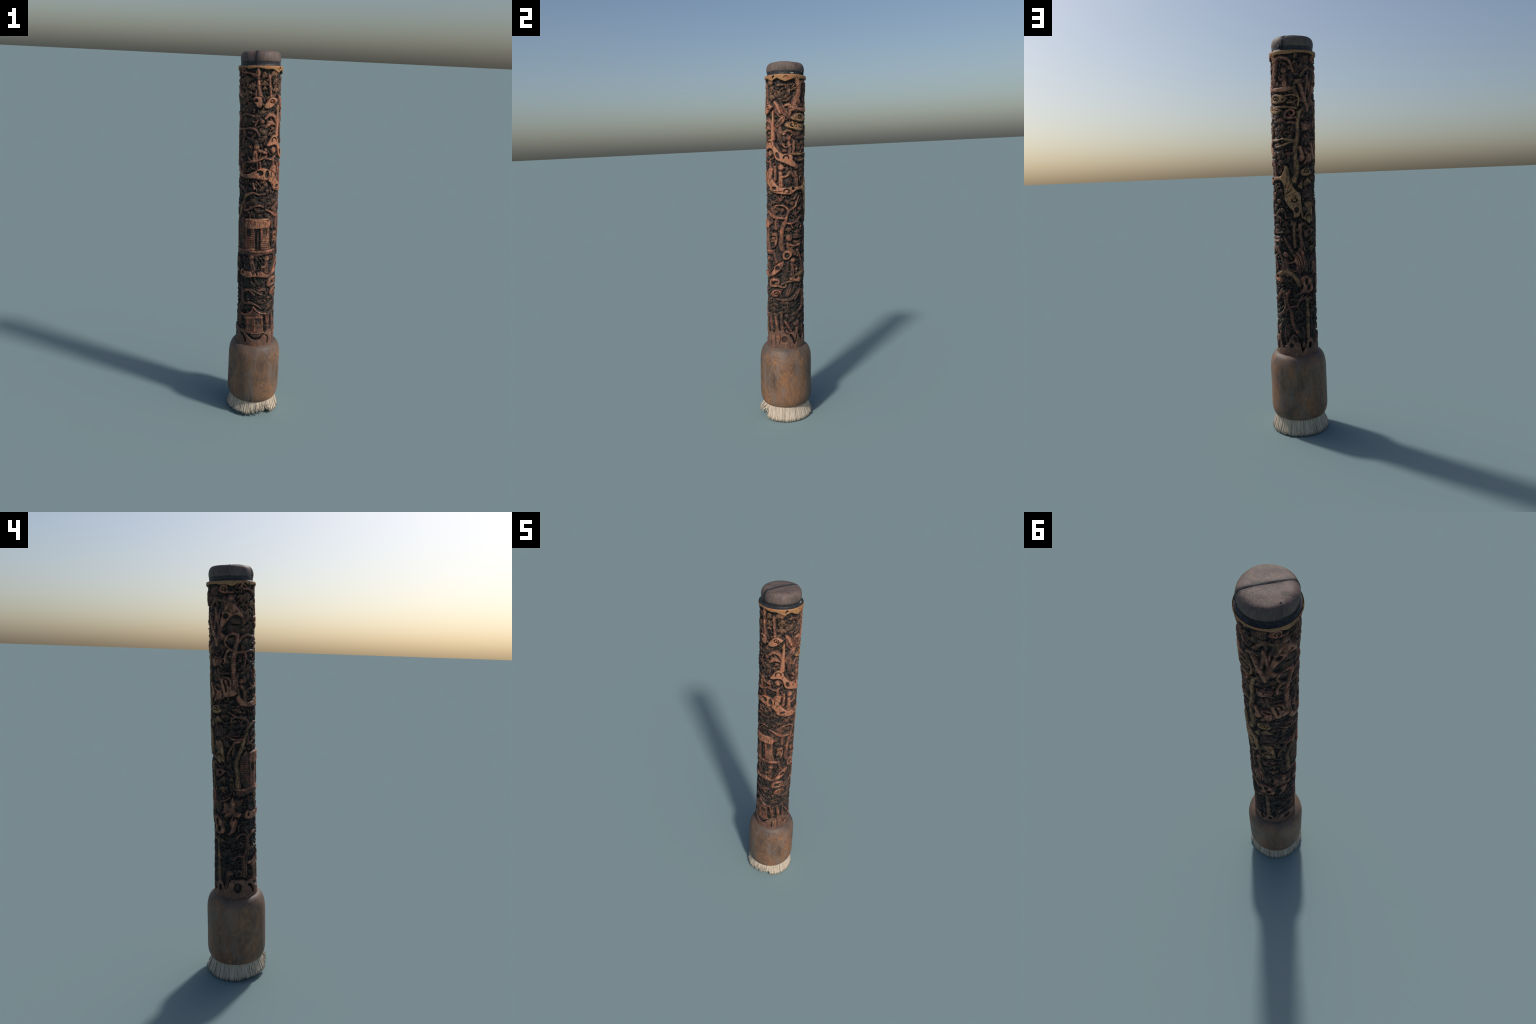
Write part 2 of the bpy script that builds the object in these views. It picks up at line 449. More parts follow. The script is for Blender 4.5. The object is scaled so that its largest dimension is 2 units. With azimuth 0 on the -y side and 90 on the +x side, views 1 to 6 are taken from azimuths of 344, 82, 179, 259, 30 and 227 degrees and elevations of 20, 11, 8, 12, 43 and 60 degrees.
def figure(head, hr, body, bw, arms, top, mat="red", hat=0):
    """a small person: robe with folds, sleeves, head with face"""
    win = window(body, bw/2+5)
    d, f, side, tot = along(curve(body), win[2], win[3])
    hw = np.maximum(bw/2*(0.98+0.36*f), 1.0)
    h = profile(d, hw, top-0.02, 0.42)
    h = h - np.where(d < hw, 0.12*(0.5+0.5*np.cos(side/hw*7.5))*np.clip(f*2, 0, 1), 0)
    i = piece("carved_person", mat)
    raise_to(win, h, i)
    for a in arms: stroke("carved_person", a, bw*0.42, top+0.02, mat=mat, same=1)
    hx, hz = max(min(hr[0], hr[1]*1.2), 2.5), max(hr[1], 2.5)
    groove([(head[0]-hx*0.8/MMD, head[1]-hz*1.25), (head[0]+hx*0.8/MMD, head[1]-hz*1.25)], 2.0, 0.2)
    bump("carved_person", head, hx, hz, top+0.08, mat=mat, same=1)
    for sx in (-0.35, 0.35): hole((head[0]+sx*hx/MMD, head[1]+0.02*hz), 0.20*hx, 0.15*hz, 0, 0.15)
    bump('carved_person', (head[0], head[1]-0.15*hz), 0.12*hx, 0.2*hz, top+0.10, mat=mat, same=1)
    groove([(head[0]-0.5*hx/MMD, head[1]-0.55*hz), (head[0], head[1]-0.68*hz), (head[0]+0.5*hx/MMD, head[1]-0.55*hz)], 1.0, 0.10)
    if hat: groove([(head[0]-hx/MMD, head[1]+0.42*hz), (head[0]+hx/MMD, head[1]+0.42*hz)], 1.4, 0.16)

def bamboo(pts, w, nodes, top, mat="red"):
    stroke("bamboo_stalk", pts, w, top, mat=mat)
    C = curve(pts); ww = max(w) if isinstance(w, tuple) else w
    for z in nodes:
        k = int(np.argmin(np.abs(C[:, 1]-z))); a = C[k][0]/MMD
        groove([(a-0.5*ww/MMD, z+0.4), (a, z), (a+0.5*ww/MMD, z+0.4)], 1.5, 0.26)

def rim_and_foot():
    for edge, name, sign in ((RIM_EDGE, "rim_band", 1), (FOOT_EDGE, "shaft_foot", -1)):
        E = np.array(edge); a = np.concatenate([E[-1:, 0]-360, E[:, 0], E[:1, 0]+360]); z = np.concatenate([E[-1:, 1], E[:, 1], E[:1, 1]])
        cut = np.interp(AROW, a, z)
        for _ in range(14): cut = (np.roll(cut, 1)+2*cut+np.roll(cut, -1))/4
        over = sign*(ZROW[:, None]-cut[None, :])
        h = np.where(over > 0, 1.0-0.12*np.exp(-over/2.0), 0.88*np.clip(1+over/WALL, 0, 1))
        i = piece(name, "rim" if sign > 0 else "foot")
        m = h > H
        H[m] = h[m]; L[m & (h > 0.12)] = i

# ------------------------------------------------------------------ carved scenes
RIM_EDGE = [(5.1, 1907), (16.7, 1910), (40.0, 1892), (48.2, 1901), (56.4, 1907), (64.1, 1899), (78.8, 1887), (91.7, 1896), (107.1, 1906), (114.7, 1904), (130.5, 1907), (138.5, 1909), (158.5, 1908), (173.1, 1908), (178.8, 1913), (190.3, 1913), (202.4, 1915), (227.1, 1914), (233.4, 1908), (247.8, 1912), (261.1, 1902), (270.4, 1905), (274.6, 1912), (283.0, 1919), (295.2, 1920), (302.5, 1913), (313.9, 1910), (327.1, 1913), (337.8, 1916), (348.2, 1912)]
FOOT_EDGE = [(13.6, 501), (23.6, 514), (53.7, 524), (61.2, 529), (75.4, 538), (80.6, 518), (89.2, 511), (98.2, 506), (105.7, 518), (122.8, 512), (130.7, 477), (134.9, 479), (145.0, 479), (154.8, 522), (166.7, 548), (177.4, 533), (181.4, 486), (184.9, 513), (187.2, 455), (191.9, 448), (202.4, 476), (204.8, 512), (216.5, 526), (225.2, 507), (227.3, 486), (237.8, 479), (242.0, 506), (246.0, 525), (257.2, 530), (283.4, 526), (291.6, 515), (305.1, 523), (313.9, 514), (322.2, 486), (333.4, 468), (347.4, 460), (359.4, 469)]

# upper bamboo grove
stroke('branch', [(-71.9, 1913), (-66.5, 1894), (-46.0, 1889), (-29.5, 1873), (-22.6, 1868)], 7.6, 0.72)
leaf_spray((-4.1, 1895), [(-11.5, 1874), (-3.9, 1866), (2.3, 1871)], 9.9, 0.74)
leaf_spray((-21.4, 1913), [(-29.5, 1873), (-16.0, 1884)], 9.9, 0.74)
leaf_spray((-2.2, 1850), [(-14.1, 1831), (-3.4, 1818), (6.6, 1834)], 9.9, 0.74)
leaf_spray((-38.9, 1841), [(-51.1, 1822), (-42.0, 1807), (-30.7, 1820), (-25.4, 1831)], 9.9, 0.74)
leaf_spray((-52.9, 1808), [(-65.9, 1786), (-54.6, 1753), (-39.4, 1791)], 9.9, 0.74)
leaf_spray((-54.3, 1873), [(-71.7, 1857), (-66.2, 1830), (-51.2, 1841), (-40.6, 1857)], 9.9, 0.74)
leaf_spray((29.2, 1859), [(21.4, 1837), (35.2, 1840)], 9.9, 0.74)
leaf_spray((29.8, 1823), [(23.8, 1804), (34.9, 1795), (44.3, 1807)], 9.9, 0.74)
leaf_spray((28.4, 1904), [(15.3, 1885), (28.8, 1879), (40.8, 1886)], 9.9, 0.74)
bamboo([(-21.0, 1910), (-21.2, 1873), (-20.1, 1831), (-17.6, 1804), (-15.2, 1781)], (10.5, 19.2), [1860, 1831, 1781], 0.86)
bamboo([(10.3, 1877), (12.5, 1831), (15.8, 1777)], 15.1, [1846, 1810, 1777], 0.86)
bamboo([(-26.8, 1806), (-27.0, 1776)], 11.6, [1779], 0.75)
stroke('stalk', [(-77.7, 1802), (-71.2, 1774), (-66.9, 1747)], 16.3, 0.7)
stroke('stalk', [(-93.6, 1859), (-86.4, 1813)], 11.6, 0.65)
plate('rock', [(-36.8, 1771), (-28.9, 1780), (-13.7, 1780), (-9.3, 1763), (-10.3, 1739), (-14.7, 1724), (-23.9, 1729), (-30.2, 1749)], 0.95)
hole((-26.4, 1762), 11.1, 9.5, 0, 0.6)
stroke('rock', [(-30.4, 1765), (-24.2, 1771), (-18.8, 1760), (-21.8, 1751)], 5.8, 0.8)
plate('rock', [(-6.4, 1728), (1.9, 1755), (11.5, 1774), (26.3, 1777), (42.4, 1763), (31.2, 1747), (17.4, 1728), (5.5, 1721)], 0.98)
spiral((18.8, 1757), 15.5, 12.5, 1, 0.5)
needle_fan((-10.0, 1709), 23.2, -74, 0.66)
needle_fan((-25.1, 1692), 20.9, -90, 0.66)
needle_fan((-46.8, 1729), 20.3, -29, 0.6)
needle_fan((-70.9, 1724), 20.3, -86, 0.6)
needle_fan((-44.7, 1676), 23.2, -44, 0.6)
needle_fan((-62.7, 1672), 20.3, -107, 0.6)
bump('fruit', (-8.8, 1659), 13.9, 11.0, 0.85)
stroke('branch', [(-29.4, 1641), (-23.3, 1661), (-15.8, 1673)], 10.5, 0.7)

# banana plant and cave arches
stroke('frond', [(-0.1, 1676), (16.4, 1693), (27.5, 1682), (34.7, 1667)], (14.1, 15.8), 0.88)
stroke('frond', [(0.5, 1631), (9.0, 1646), (18.6, 1654), (33.7, 1642)], (13.4, 15.2), 0.88)
needle_fan((-4.8, 1609), 21.3, 25, 0.62)
needle_fan((-4.5, 1586), 18.3, -53, 0.6)
stroke('plant_stem', [(41.4, 1735), (40.9, 1699), (39.9, 1655), (39.5, 1650), (39.3, 1593)], (9.4, 26.2), 1.0)
stroke('frond', [(47.8, 1656), (64.0, 1678), (80.5, 1712)], (14.4, 25.0), 0.92, groove=0.35)
stroke('frond', [(46.0, 1786), (55.4, 1769), (61.5, 1742), (66.6, 1718)], (15.6, 12.5), 0.92)
stroke('frond', [(47.9, 1761), (51.7, 1734), (64.0, 1706)], (9.4, 15.6), 0.7)
stroke('frond', [(69.9, 1771), (74.8, 1738), (85.3, 1718), (87.8, 1697)], (15.6, 20.6), 0.9, groove=0.3)
stroke('frond', [(90.2, 1756), (94.4, 1730), (92.2, 1699)], (9.4, 15.6), 0.8)
stroke('frond', [(79.6, 1766), (91.8, 1769), (103.8, 1752)], 11.2, 0.9)
stroke('frond', [(21.2, 1703), (32.5, 1673), (38.3, 1646)], (15.6, 12.5), 0.85)
stroke('frond', [(48.7, 1644), (57.0, 1630), (65.6, 1599)], (12.5, 18.7), 0.85, groove=0.3)
stroke('frond', [(55.2, 1634), (62.2, 1601), (71.4, 1555)], (15.6, 15.6), 0.8, groove=0.25)
stroke('frond', [(49.5, 1571), (58.7, 1541), (68.9, 1521)], (9.3, 12.5), 0.7)
hole((16.7, 1674), 18.0, 10.5, 0, 0.5)
hole((21.5, 1624), 14.8, 11.0, 0, 0.5)

# pine tree high on the right
stroke('tree_trunk', [(117.8, 1906), (124.5, 1870), (122.3, 1835), (114.0, 1801), (109.2, 1777), (114.1, 1754)], (18.7, 34.4), 0.95, bark=1)
stroke('branch', [(96.9, 1741), (115.1, 1750), (131.2, 1747), (167.9, 1755)], (12.5, 17.5), 0.9)
stroke('branch', [(64.1, 1876), (72.4, 1871), (80.4, 1870), (82.0, 1855)], 9.4, 0.7)
needle_fan((57.3, 1868), 17.5, 0, 0.66)
needle_fan((64.1, 1834), 22.5, -76, 0.66)
needle_fan((95.1, 1841), 19.4, 180, 0.66)
needle_fan((64.1, 1805), 16.9, -82, 0.66)
needle_fan((80.4, 1817), 16.2, -66, 0.66)
needle_fan((105.4, 1856), 11.2, 180, 0.66)
needle_fan((51.8, 1822), 15.6, -125, 0.66)
needle_fan((91.8, 1809), 15.6, -58, 0.66)
needle_fan((88.5, 1873), 13.7, -90, 0.66)
hole((64.1, 1857), 15.9, 7.5, 20, 0.5)
leaf_spray((25.2, 1891), [(10.0, 1871), (25.1, 1874), (37.8, 1880)], 10.6, 0.74)
leaf_spray((33.1, 1863), [(21.9, 1845), (33.0, 1840), (42.1, 1850)], 10.6, 0.74)
leaf_spray((36.6, 1821), [(30.4, 1799), (37.6, 1792), (46.1, 1802)], 10.6, 0.74)
bamboo([(11.1, 1871), (14.2, 1793)], 12.5, [1835], 0.75)

# cloud scrolls
plate('cloud', [(99.5, 1702), (106.6, 1724), (123.8, 1731), (146.4, 1727), (159.1, 1709), (155.0, 1692), (131.5, 1684), (114.3, 1688), (102.1, 1691)], 0.95, mat='ochre')
spiral((127.5, 1710), 28.0, 15.0, 1, 0.5)
plate('cloud', [(75.3, 1670), (90.2, 1683), (107.6, 1681), (119.5, 1670), (131.5, 1664), (149.3, 1658), (141.0, 1643), (117.4, 1638), (98.7, 1647), (82.1, 1653)], 0.95, mat='ochre')
spiral((103.9, 1664), 23.9, 12.0, 1, 0.5)
groove([(120.6, 1663), (128.9, 1654), (140.9, 1654)], 3.7, 0.35)
stroke('branch', [(64.0, 1648), (72.3, 1621), (80.5, 1621)], (21.8, 12.5), 0.75)
stroke('branch', [(77.2, 1630), (91.9, 1636), (104.0, 1624), (109.5, 1615)], 12.5, 0.8)
bump('blossom', (119.6, 1616), 23.5, 12.0, 0.75, petals=1)
bump('blossom', (120.8, 1601), 18.6, 13.0, 0.75, petals=1)
bump('blossom', (126.7, 1547), 21.1, 15.5, 0.75, petals=1)
bump('blossom', (124.3, 1565), 18.1, 13.5, 0.75, petals=1)
bump('blossom', (139.4, 1608), 27.5, 13.0, 0.75, petals=1)
bump('blossom', (117.8, 1486), 16.1, 10.5, 0.75, petals=1)
bump('blossom', (119.9, 1516), 16.7, 13.0, 0.75, petals=1)
bump('blossom', (140.0, 1486), 24.6, 12.5, 0.75, petals=1)
needle_fan((132.3, 1458), 19.9, -90, 0.66)
needle_fan((140.3, 1418), 17.4, -90, 0.66)

# first terrace: pierced rock and figures
plate('rock', [(1.8, 1539), (11.9, 1567), (22.8, 1594), (35.4, 1596), (43.7, 1581), (47.6, 1556), (58.7, 1531), (78.5, 1508), (116.1, 1470), (116.6, 1434), (70.6, 1471), (51.1, 1481), (45.3, 1512), (39.8, 1539), (26.8, 1546), (14.0, 1538)], 1.0)
plate('rock', [(72.2, 1515), (98.8, 1513), (105.0, 1498), (98.8, 1457), (88.7, 1461), (72.2, 1474), (63.8, 1486)], 1.0, same=1)
groove([(35.9, 1564), (35.0, 1575), (27.8, 1581), (20.7, 1574), (20.3, 1562)], 6.7, 0.5)
hole((56.8, 1507), 9.5, 17.5, -25, 0.55)
groove([(90.0, 1491), (89.5, 1500), (82.9, 1505), (76.3, 1500), (75.8, 1491)], 6.8, 0.5)
figure((90.3, 1597), (15.0, 14.0), [(92.0, 1576), (89.5, 1558), (94.5, 1543), (94.5, 1519)], 21.8, [[(72.3, 1567), (78.8, 1551), (87.0, 1549), (97.0, 1564)]], 0.88, hat=1)
bump('seat', (79.6, 1531), 17.3, 9.0, 0.75)
stroke('post', [(107.7, 1579), (106.8, 1546), (105.0, 1519)], (18.7, 14.3), 0.8)
bump('drum', (77.2, 1594), 10.4, 18.0, 0.7)
figure((28.1, 1518), (15.0, 17.5), [(28.2, 1471), (29.1, 1439)], 21.3, [[(5.4, 1480), (13.3, 1473), (21.7, 1472), (32.7, 1487)]], 0.9)
stroke('scarf', [(-5.9, 1481), (19.9, 1473), (33.1, 1487)], 11.2, 0.85)
plate('rock', [(12.6, 1410), (20.5, 1442), (36.9, 1440), (41.0, 1420), (35.0, 1388), (38.5, 1362), (51.1, 1339), (58.9, 1325), (59.5, 1304), (41.4, 1307), (27.7, 1319), (22.1, 1350), (9.9, 1364), (13.0, 1384)], 0.98)
plate('boat', [(24.3, 1394), (35.1, 1394), (38.6, 1376), (52.8, 1352), (61.8, 1336), (77.0, 1334), (97.1, 1337), (104.2, 1343), (124.8, 1342), (146.7, 1338), (143.3, 1324), (118.0, 1324), (107.0, 1311), (96.3, 1295), (78.6, 1299), (58.2, 1302), (40.5, 1306), (29.7, 1323)], 1.0)
hole((45.9, 1332), 14.6, 8.5, 0, 0.5)
groove([(92.3, 1311), (91.6, 1321), (84.5, 1327), (77.3, 1321), (76.7, 1311)], 6.2, 0.5)
hole((108.9, 1332), 5.7, 12.0, 35, 0.5)
groove([(38.3, 1317), (54.6, 1312), (72.0, 1317)], 3.1, 0.3)
groove([(92.0, 1307), (82.0, 1307)], 2.5, 0.25)
groove([(21.0, 1416), (32.8, 1399), (34.7, 1385), (23.6, 1358), (27.4, 1336)], 2.7, 0.3)
groove([(19.9, 1383), (21.2, 1405)], 4.3, 0.35)
stroke('post', [(48.2, 1445), (49.1, 1416), (47.1, 1379)], (14.3, 18.7), 0.85)
figure((67.1, 1444), (17.2, 16.5), [(65.4, 1413), (66.2, 1383), (67.0, 1344)], 28.0, [[(63.7, 1410), (70.4, 1393), (80.4, 1395), (88.6, 1401)]], 0.95, hat=1)
bump('fruit', (87.3, 1434), 10.0, 10.5, 0.8)
stroke('sleeve', [(89.5, 1407), (97.1, 1416), (104.2, 1410)], 20.5, 0.8)
bump('jar', (90.0, 1367), 24.1, 24.5, 0.62, ribs=1)
figure((113.7, 1449), (17.5, 14.0), [(113.3, 1416), (115.8, 1385), (118.0, 1351)], 24.9, [[(102.4, 1410), (107.9, 1394), (117.9, 1400)]], 0.92)
stroke('loop_handle', [(132.4, 1403), (128.4, 1381), (135.5, 1362), (144.3, 1377), (138.6, 1396), (132.4, 1403)], 6.2, 0.8)
bump('animal_head', (118.1, 1295), 14.7, 14.0, 0.8)
stroke('animal_body', [(115.9, 1289), (109.0, 1274)], 14.3, 0.75)

# left of the terrace
stroke('branch', [(-84.4, 1620), (-55.8, 1624), (-34.1, 1626), (-22.9, 1610), (-15.8, 1587)], 10.6, 0.8)
stroke('branch', [(-60.0, 1609), (-59.8, 1592), (-47.5, 1575), (-37.1, 1580)], 9.4, 0.75)
bump('eye_boss', (-40.6, 1600), 16.9, 8.5, 0.55)
needle_fan((-9.1, 1616), 20.6, -82, 0.64)
needle_fan((-2.6, 1588), 16.5, -90, 0.64)
needle_fan((-27.2, 1567), 20.6, -90, 0.64)
needle_fan((-55.2, 1552), 20.6, -73, 0.64)
needle_fan((-70.9, 1556), 14.7, -90, 0.64)
needle_fan((-11.8, 1576), 17.7, -58, 0.64)
needle_fan((-40.4, 1574), 15.9, -76, 0.64)
figure((-23.5, 1534), (14.7, 14.5), [(-26.7, 1510), (-28.1, 1487), (-27.9, 1471)], 32.4, [[(-17.4, 1515), (-6.4, 1511), (1.6, 1506)]], 0.88, hat=1)
bump('bundle', (2.2, 1521), 8.0, 8.5, 0.85)
bump('bundle', (4.1, 1503), 7.5, 7.0, 0.85)
plate('boat', [(-53.4, 1461), (-50.3, 1449), (-29.4, 1454), (-10.6, 1467), (5.2, 1480), (9.2, 1493), (1.7, 1493), (-13.9, 1476), (-29.5, 1469), (-43.0, 1466)], 0.92)
stroke('post', [(-20.7, 1455), (-20.4, 1426)], 10.0, 0.75)
stroke('post', [(-13.6, 1456), (-11.8, 1427)], 10.6, 0.8)
plate('boat', [(-81.5, 1412), (-62.7, 1397), (-49.7, 1390), (-40.5, 1393), (-25.8, 1417), (-7.1, 1432), (15.7, 1420), (18.0, 1396), (12.0, 1370), (3.4, 1364), (-11.1, 1369), (-33.5, 1376), (-53.6, 1374), (-67.7, 1380)], 1.0)
hole((-13.1, 1403), 18.3, 14.0, 0, 0.55)
hole((7.2, 1397), 10.3, 20.0, 8, 0.55)
bump('jar', (0.7, 1447), 20.3, 13.0, 0.5)
stroke('stem', [(-85.6, 1524), (-87.8, 1488), (-81.5, 1412)], 11.8, 0.75)
stroke('leaf_blade', [(-69.1, 1510), (-66.2, 1493), (-68.7, 1477)], (14.7, 8.8), 0.72)
stroke('leaf_blade', [(-43.5, 1520), (-40.6, 1500), (-45.0, 1485)], 11.8, 0.6)
stroke('stem', [(-65.9, 1466), (-68.3, 1433), (-65.3, 1404)], 11.8, 0.65)
stroke('stick', [(-32.4, 1347), (-28.0, 1321)], 11.8, 0.85)
needle_fan((-43.5, 1326), 25.4, -77, 0.6)
needle_fan((-9.0, 1323), 19.5, -86, 0.66)
bump('knob', (5.5, 1338), 14.7, 14.5, 0.72)
bump('knob', (10.3, 1307), 12.0, 12.0, 0.75)
stroke('branch', [(-57.0, 1289), (-34.4, 1300), (-14.9, 1290), (4.4, 1294)], 10.0, 0.78)
stroke('tree_trunk', [(-76.2, 1323), (-58.3, 1304), (-61.2, 1261), (-57.4, 1231), (-58.5, 1226), (-60.5, 1201)], 14.7, 0.8, bark=1)
needle_fan((-30.7, 1265), 24.8, -90, 0.62)
needle_fan((-0.2, 1266), 17.7, -98, 0.66)
needle_fan((15.2, 1282), 17.7, -73, 0.66)
lobed_leaf((32.4, 1261), 17.7, -87, 0.8)
lobed_leaf((44.5, 1233), 16.5, -87, 0.8)
stroke('stem', [(-69.8, 1319), (-79.5, 1291)], 8.8, 0.6)

# log house on its platform
stroke('branch', [(-58.2, 1200), (-40.5, 1213), (-23.8, 1230), (-9.4, 1232), (-2.1, 1225)], 11.0, 0.82)
stroke('branch', [(-48.8, 1202), (-40.1, 1181), (-41.7, 1162)], 8.5, 0.75)
stroke('branch', [(7.4, 1210), (24.8, 1196), (58.4, 1170)], (9.2, 13.4), 0.85)
needle_fan((-17.1, 1210), 18.3, -90, 0.62)
needle_fan((-5.1, 1209), 17.1, -87, 0.62)
needle_fan((-11.2, 1181), 18.3, -87, 0.62)
needle_fan((-33.2, 1187), 15.3, -79, 0.62)
needle_fan((14.0, 1248), 18.3, -90, 0.62)
needle_fan((-24.0, 1249), 18.3, -90, 0.62)
lobed_leaf((12.3, 1182), 15.3, -86, 0.8)
lobed_leaf((33.4, 1222), 19.5, -69, 0.8)
lobed_leaf((42.2, 1204), 15.3, -86, 0.8)
lobed_leaf((19.7, 1247), 15.3, -87, 0.8)
plate('house_wall', [(-85.2, 1127), (-68.6, 1163), (-61.7, 1163), (-45.0, 1114), (-48.4, 989), (-81.7, 995)], 0.76, crown=0.2)
groove([(-83.4, 1126), (-55.6, 1121)], 1.9, 0.2)
groove([(-83.2, 1116), (-55.7, 1111)], 1.9, 0.2)
groove([(-83.0, 1105), (-55.8, 1100)], 1.9, 0.2)
groove([(-82.8, 1094), (-55.8, 1089)], 1.9, 0.2)
groove([(-82.5, 1083), (-55.9, 1078)], 1.9, 0.2)
groove([(-82.3, 1073), (-56.0, 1067)], 1.9, 0.2)
groove([(-82.1, 1062), (-56.1, 1056)], 1.9, 0.2)
groove([(-81.9, 1051), (-56.1, 1046)], 1.9, 0.2)
groove([(-81.7, 1040), (-56.2, 1035)], 1.9, 0.2)
groove([(-81.4, 1029), (-56.3, 1024)], 1.9, 0.2)
groove([(-81.2, 1018), (-56.4, 1013)], 1.9, 0.2)
groove([(-81.0, 1007), (-56.4, 1002)], 1.9, 0.2)
groove([(-73.0, 1122), (-72.7, 1115)], 1.3, 0.14)
groove([(-67.5, 1110), (-67.2, 1103)], 1.3, 0.14)
groove([(-73.2, 1100), (-72.9, 1093)], 1.3, 0.14)
groove([(-67.6, 1088), (-67.3, 1081)], 1.3, 0.14)
groove([(-73.3, 1079), (-73.0, 1072)], 1.3, 0.14)
groove([(-67.8, 1067), (-67.5, 1060)], 1.3, 0.14)
groove([(-73.5, 1057), (-73.2, 1050)], 1.3, 0.14)
groove([(-67.9, 1045), (-67.6, 1038)], 1.3, 0.14)
groove([(-73.6, 1036), (-73.3, 1028)], 1.3, 0.14)
groove([(-68.1, 1023), (-67.8, 1016)], 1.3, 0.14)
groove([(-73.7, 1014), (-73.5, 1007)], 1.3, 0.14)
plate('house_wall', [(-58.1, 1155), (19.4, 1159), (21.8, 992), (-55.5, 988)], 0.88, same=1, crown=0.15)
groove([(-34.9, 1107), (-27.0, 1109)], 2.1, 0.2)
groove([(13.1, 1109), (18.5, 1107)], 2.1, 0.2)
groove([(-6.2, 1111), (-1.9, 1110)], 2.1, 0.2)
groove([(-34.7, 1097), (-26.8, 1098)], 2.1, 0.2)
groove([(13.3, 1099), (18.7, 1096)], 2.1, 0.2)
groove([(-6.0, 1101), (-1.7, 1099)], 2.1, 0.2)
groove([(-34.6, 1087), (-26.7, 1088)], 2.1, 0.2)
groove([(13.5, 1088), (18.9, 1086)], 2.1, 0.2)
groove([(-5.9, 1090), (-1.6, 1089)], 2.1, 0.2)
groove([(-34.5, 1076), (-26.6, 1078)], 2.1, 0.2)
groove([(13.6, 1078), (19.1, 1075)], 2.1, 0.2)
groove([(-5.7, 1080), (-1.4, 1079)], 2.1, 0.2)
groove([(-34.4, 1066), (-26.4, 1067)], 2.1, 0.2)
groove([(-5.6, 1070), (16.3, 1066)], 2.1, 0.22)
groove([(-54.1, 1050), (-26.3, 1057)], 2.1, 0.22)
groove([(-5.4, 1059), (16.5, 1055)], 2.1, 0.22)
groove([(-54.0, 1039), (-26.2, 1046)], 2.1, 0.22)
groove([(-5.3, 1049), (16.7, 1045)], 2.1, 0.22)
groove([(-53.8, 1029), (-26.1, 1036)], 2.1, 0.22)
groove([(-5.1, 1038), (17.0, 1034)], 2.1, 0.22)
groove([(-53.7, 1018), (-25.9, 1026)], 2.1, 0.22)
groove([(-5.0, 1028), (17.2, 1023)], 2.1, 0.22)
groove([(-53.6, 1008), (-25.8, 1015)], 2.1, 0.22)
groove([(-4.8, 1017), (17.4, 1013)], 2.1, 0.22)
groove([(-53.4, 997), (-25.6, 1005)], 2.1, 0.22)
groove([(-4.7, 1007), (17.6, 1002)], 2.1, 0.22)
plate('doorway', [(-25.7, 1110), (-7.5, 1111), (-5.8, 994), (-22.8, 993)], 0.35, cut=1)
plate('door', [(-19.7, 1092), (-10.9, 1096), (-10.3, 995), (-18.9, 995)], 0.55)
plate('window_opening', [(-49.6, 1105), (-36.1, 1108), (-35.6, 1065), (-47.7, 1061)], 0.5, cut=1)
groove([(-46.6, 1099), (-39.1, 1089), (-46.3, 1074), (-38.8, 1067)], 3.1, -0.14)
plate('window_opening', [(-1.2, 1111), (11.8, 1110), (12.5, 1071), (0.3, 1073)], 0.62, cut=1)
groove([(-57.1, 1149), (-54.6, 988)], 3.7, 0.25)
groove([(18.0, 1108), (18.7, 994)], 3.1, 0.2)
plate('roof', [(-54.3, 1152), (14.7, 1156), (23.3, 1116), (7.3, 1113), (-22.4, 1111), (-55.9, 1104)], 1.0, crown=0.12)
groove([(-50.0, 1141), (-46.7, 1111)], 1.5, 0.1)
groove([(-45.6, 1142), (-43.3, 1112)], 1.5, 0.1)
groove([(-41.3, 1143), (-40.1, 1113)], 1.5, 0.1)
groove([(-37.2, 1144), (-34.3, 1114)], 1.5, 0.1)
groove([(-33.3, 1145), (-31.2, 1115)], 1.5, 0.1)
groove([(-29.4, 1146), (-28.2, 1116)], 1.5, 0.1)
groove([(-25.6, 1146), (-22.8, 1116)], 1.5, 0.1)
groove([(-21.8, 1147), (-19.9, 1117)], 1.5, 0.1)
groove([(-18.1, 1147), (-16.9, 1117)], 1.5, 0.1)
groove([(-14.4, 1147), (-11.6, 1117)], 1.5, 0.1)
groove([(-10.7, 1147), (-8.7, 1117)], 1.5, 0.1)
groove([(-7.0, 1147), (-5.8, 1117)], 1.5, 0.1)
groove([(-3.3, 1147), (-0.3, 1117)], 1.5, 0.1)
groove([(0.6, 1147), (2.7, 1116)], 1.5, 0.1)
groove([(4.5, 1146), (5.8, 1116)], 1.5, 0.1)
groove([(8.5, 1146), (11.7, 1115)], 1.5, 0.1)
groove([(12.6, 1145), (15.0, 1115)], 1.5, 0.1)
stroke('ridge_beam', [(-53.7, 1154), (-32.9, 1156), (-24.5, 1153), (-13.3, 1156), (14.6, 1157), (19.9, 1131)], (9.8, 11.6), 1.06)
bump('ridge_knot', (-22.1, 1152), 12.2, 11.0, 1.06)
lobed_leaf((26.9, 1151), 19.5, -97, 0.9)
plate('terrace', [(-81.7, 972), (-45.1, 981), (-17.4, 980), (13.2, 982), (41.0, 983), (39.6, 962), (9.8, 964), (-17.0, 949), (-44.8, 960), (-73.6, 960)], 0.72)
stroke('ledge', [(-86.0, 981), (-72.3, 979), (-45.1, 982), (-17.4, 981), (13.1, 985), (40.9, 985)], 8.5, 1.0)
stroke('ledge', [(-96.4, 984), (-78.7, 981), (-56.1, 986), (-27.3, 993)], 10.7, 1.0)
plate('terrace', [(-97.9, 978), (-78.7, 976), (-56.2, 981), (-44.8, 973), (-58.3, 956), (-78.9, 948), (-96.7, 950)], 0.7)

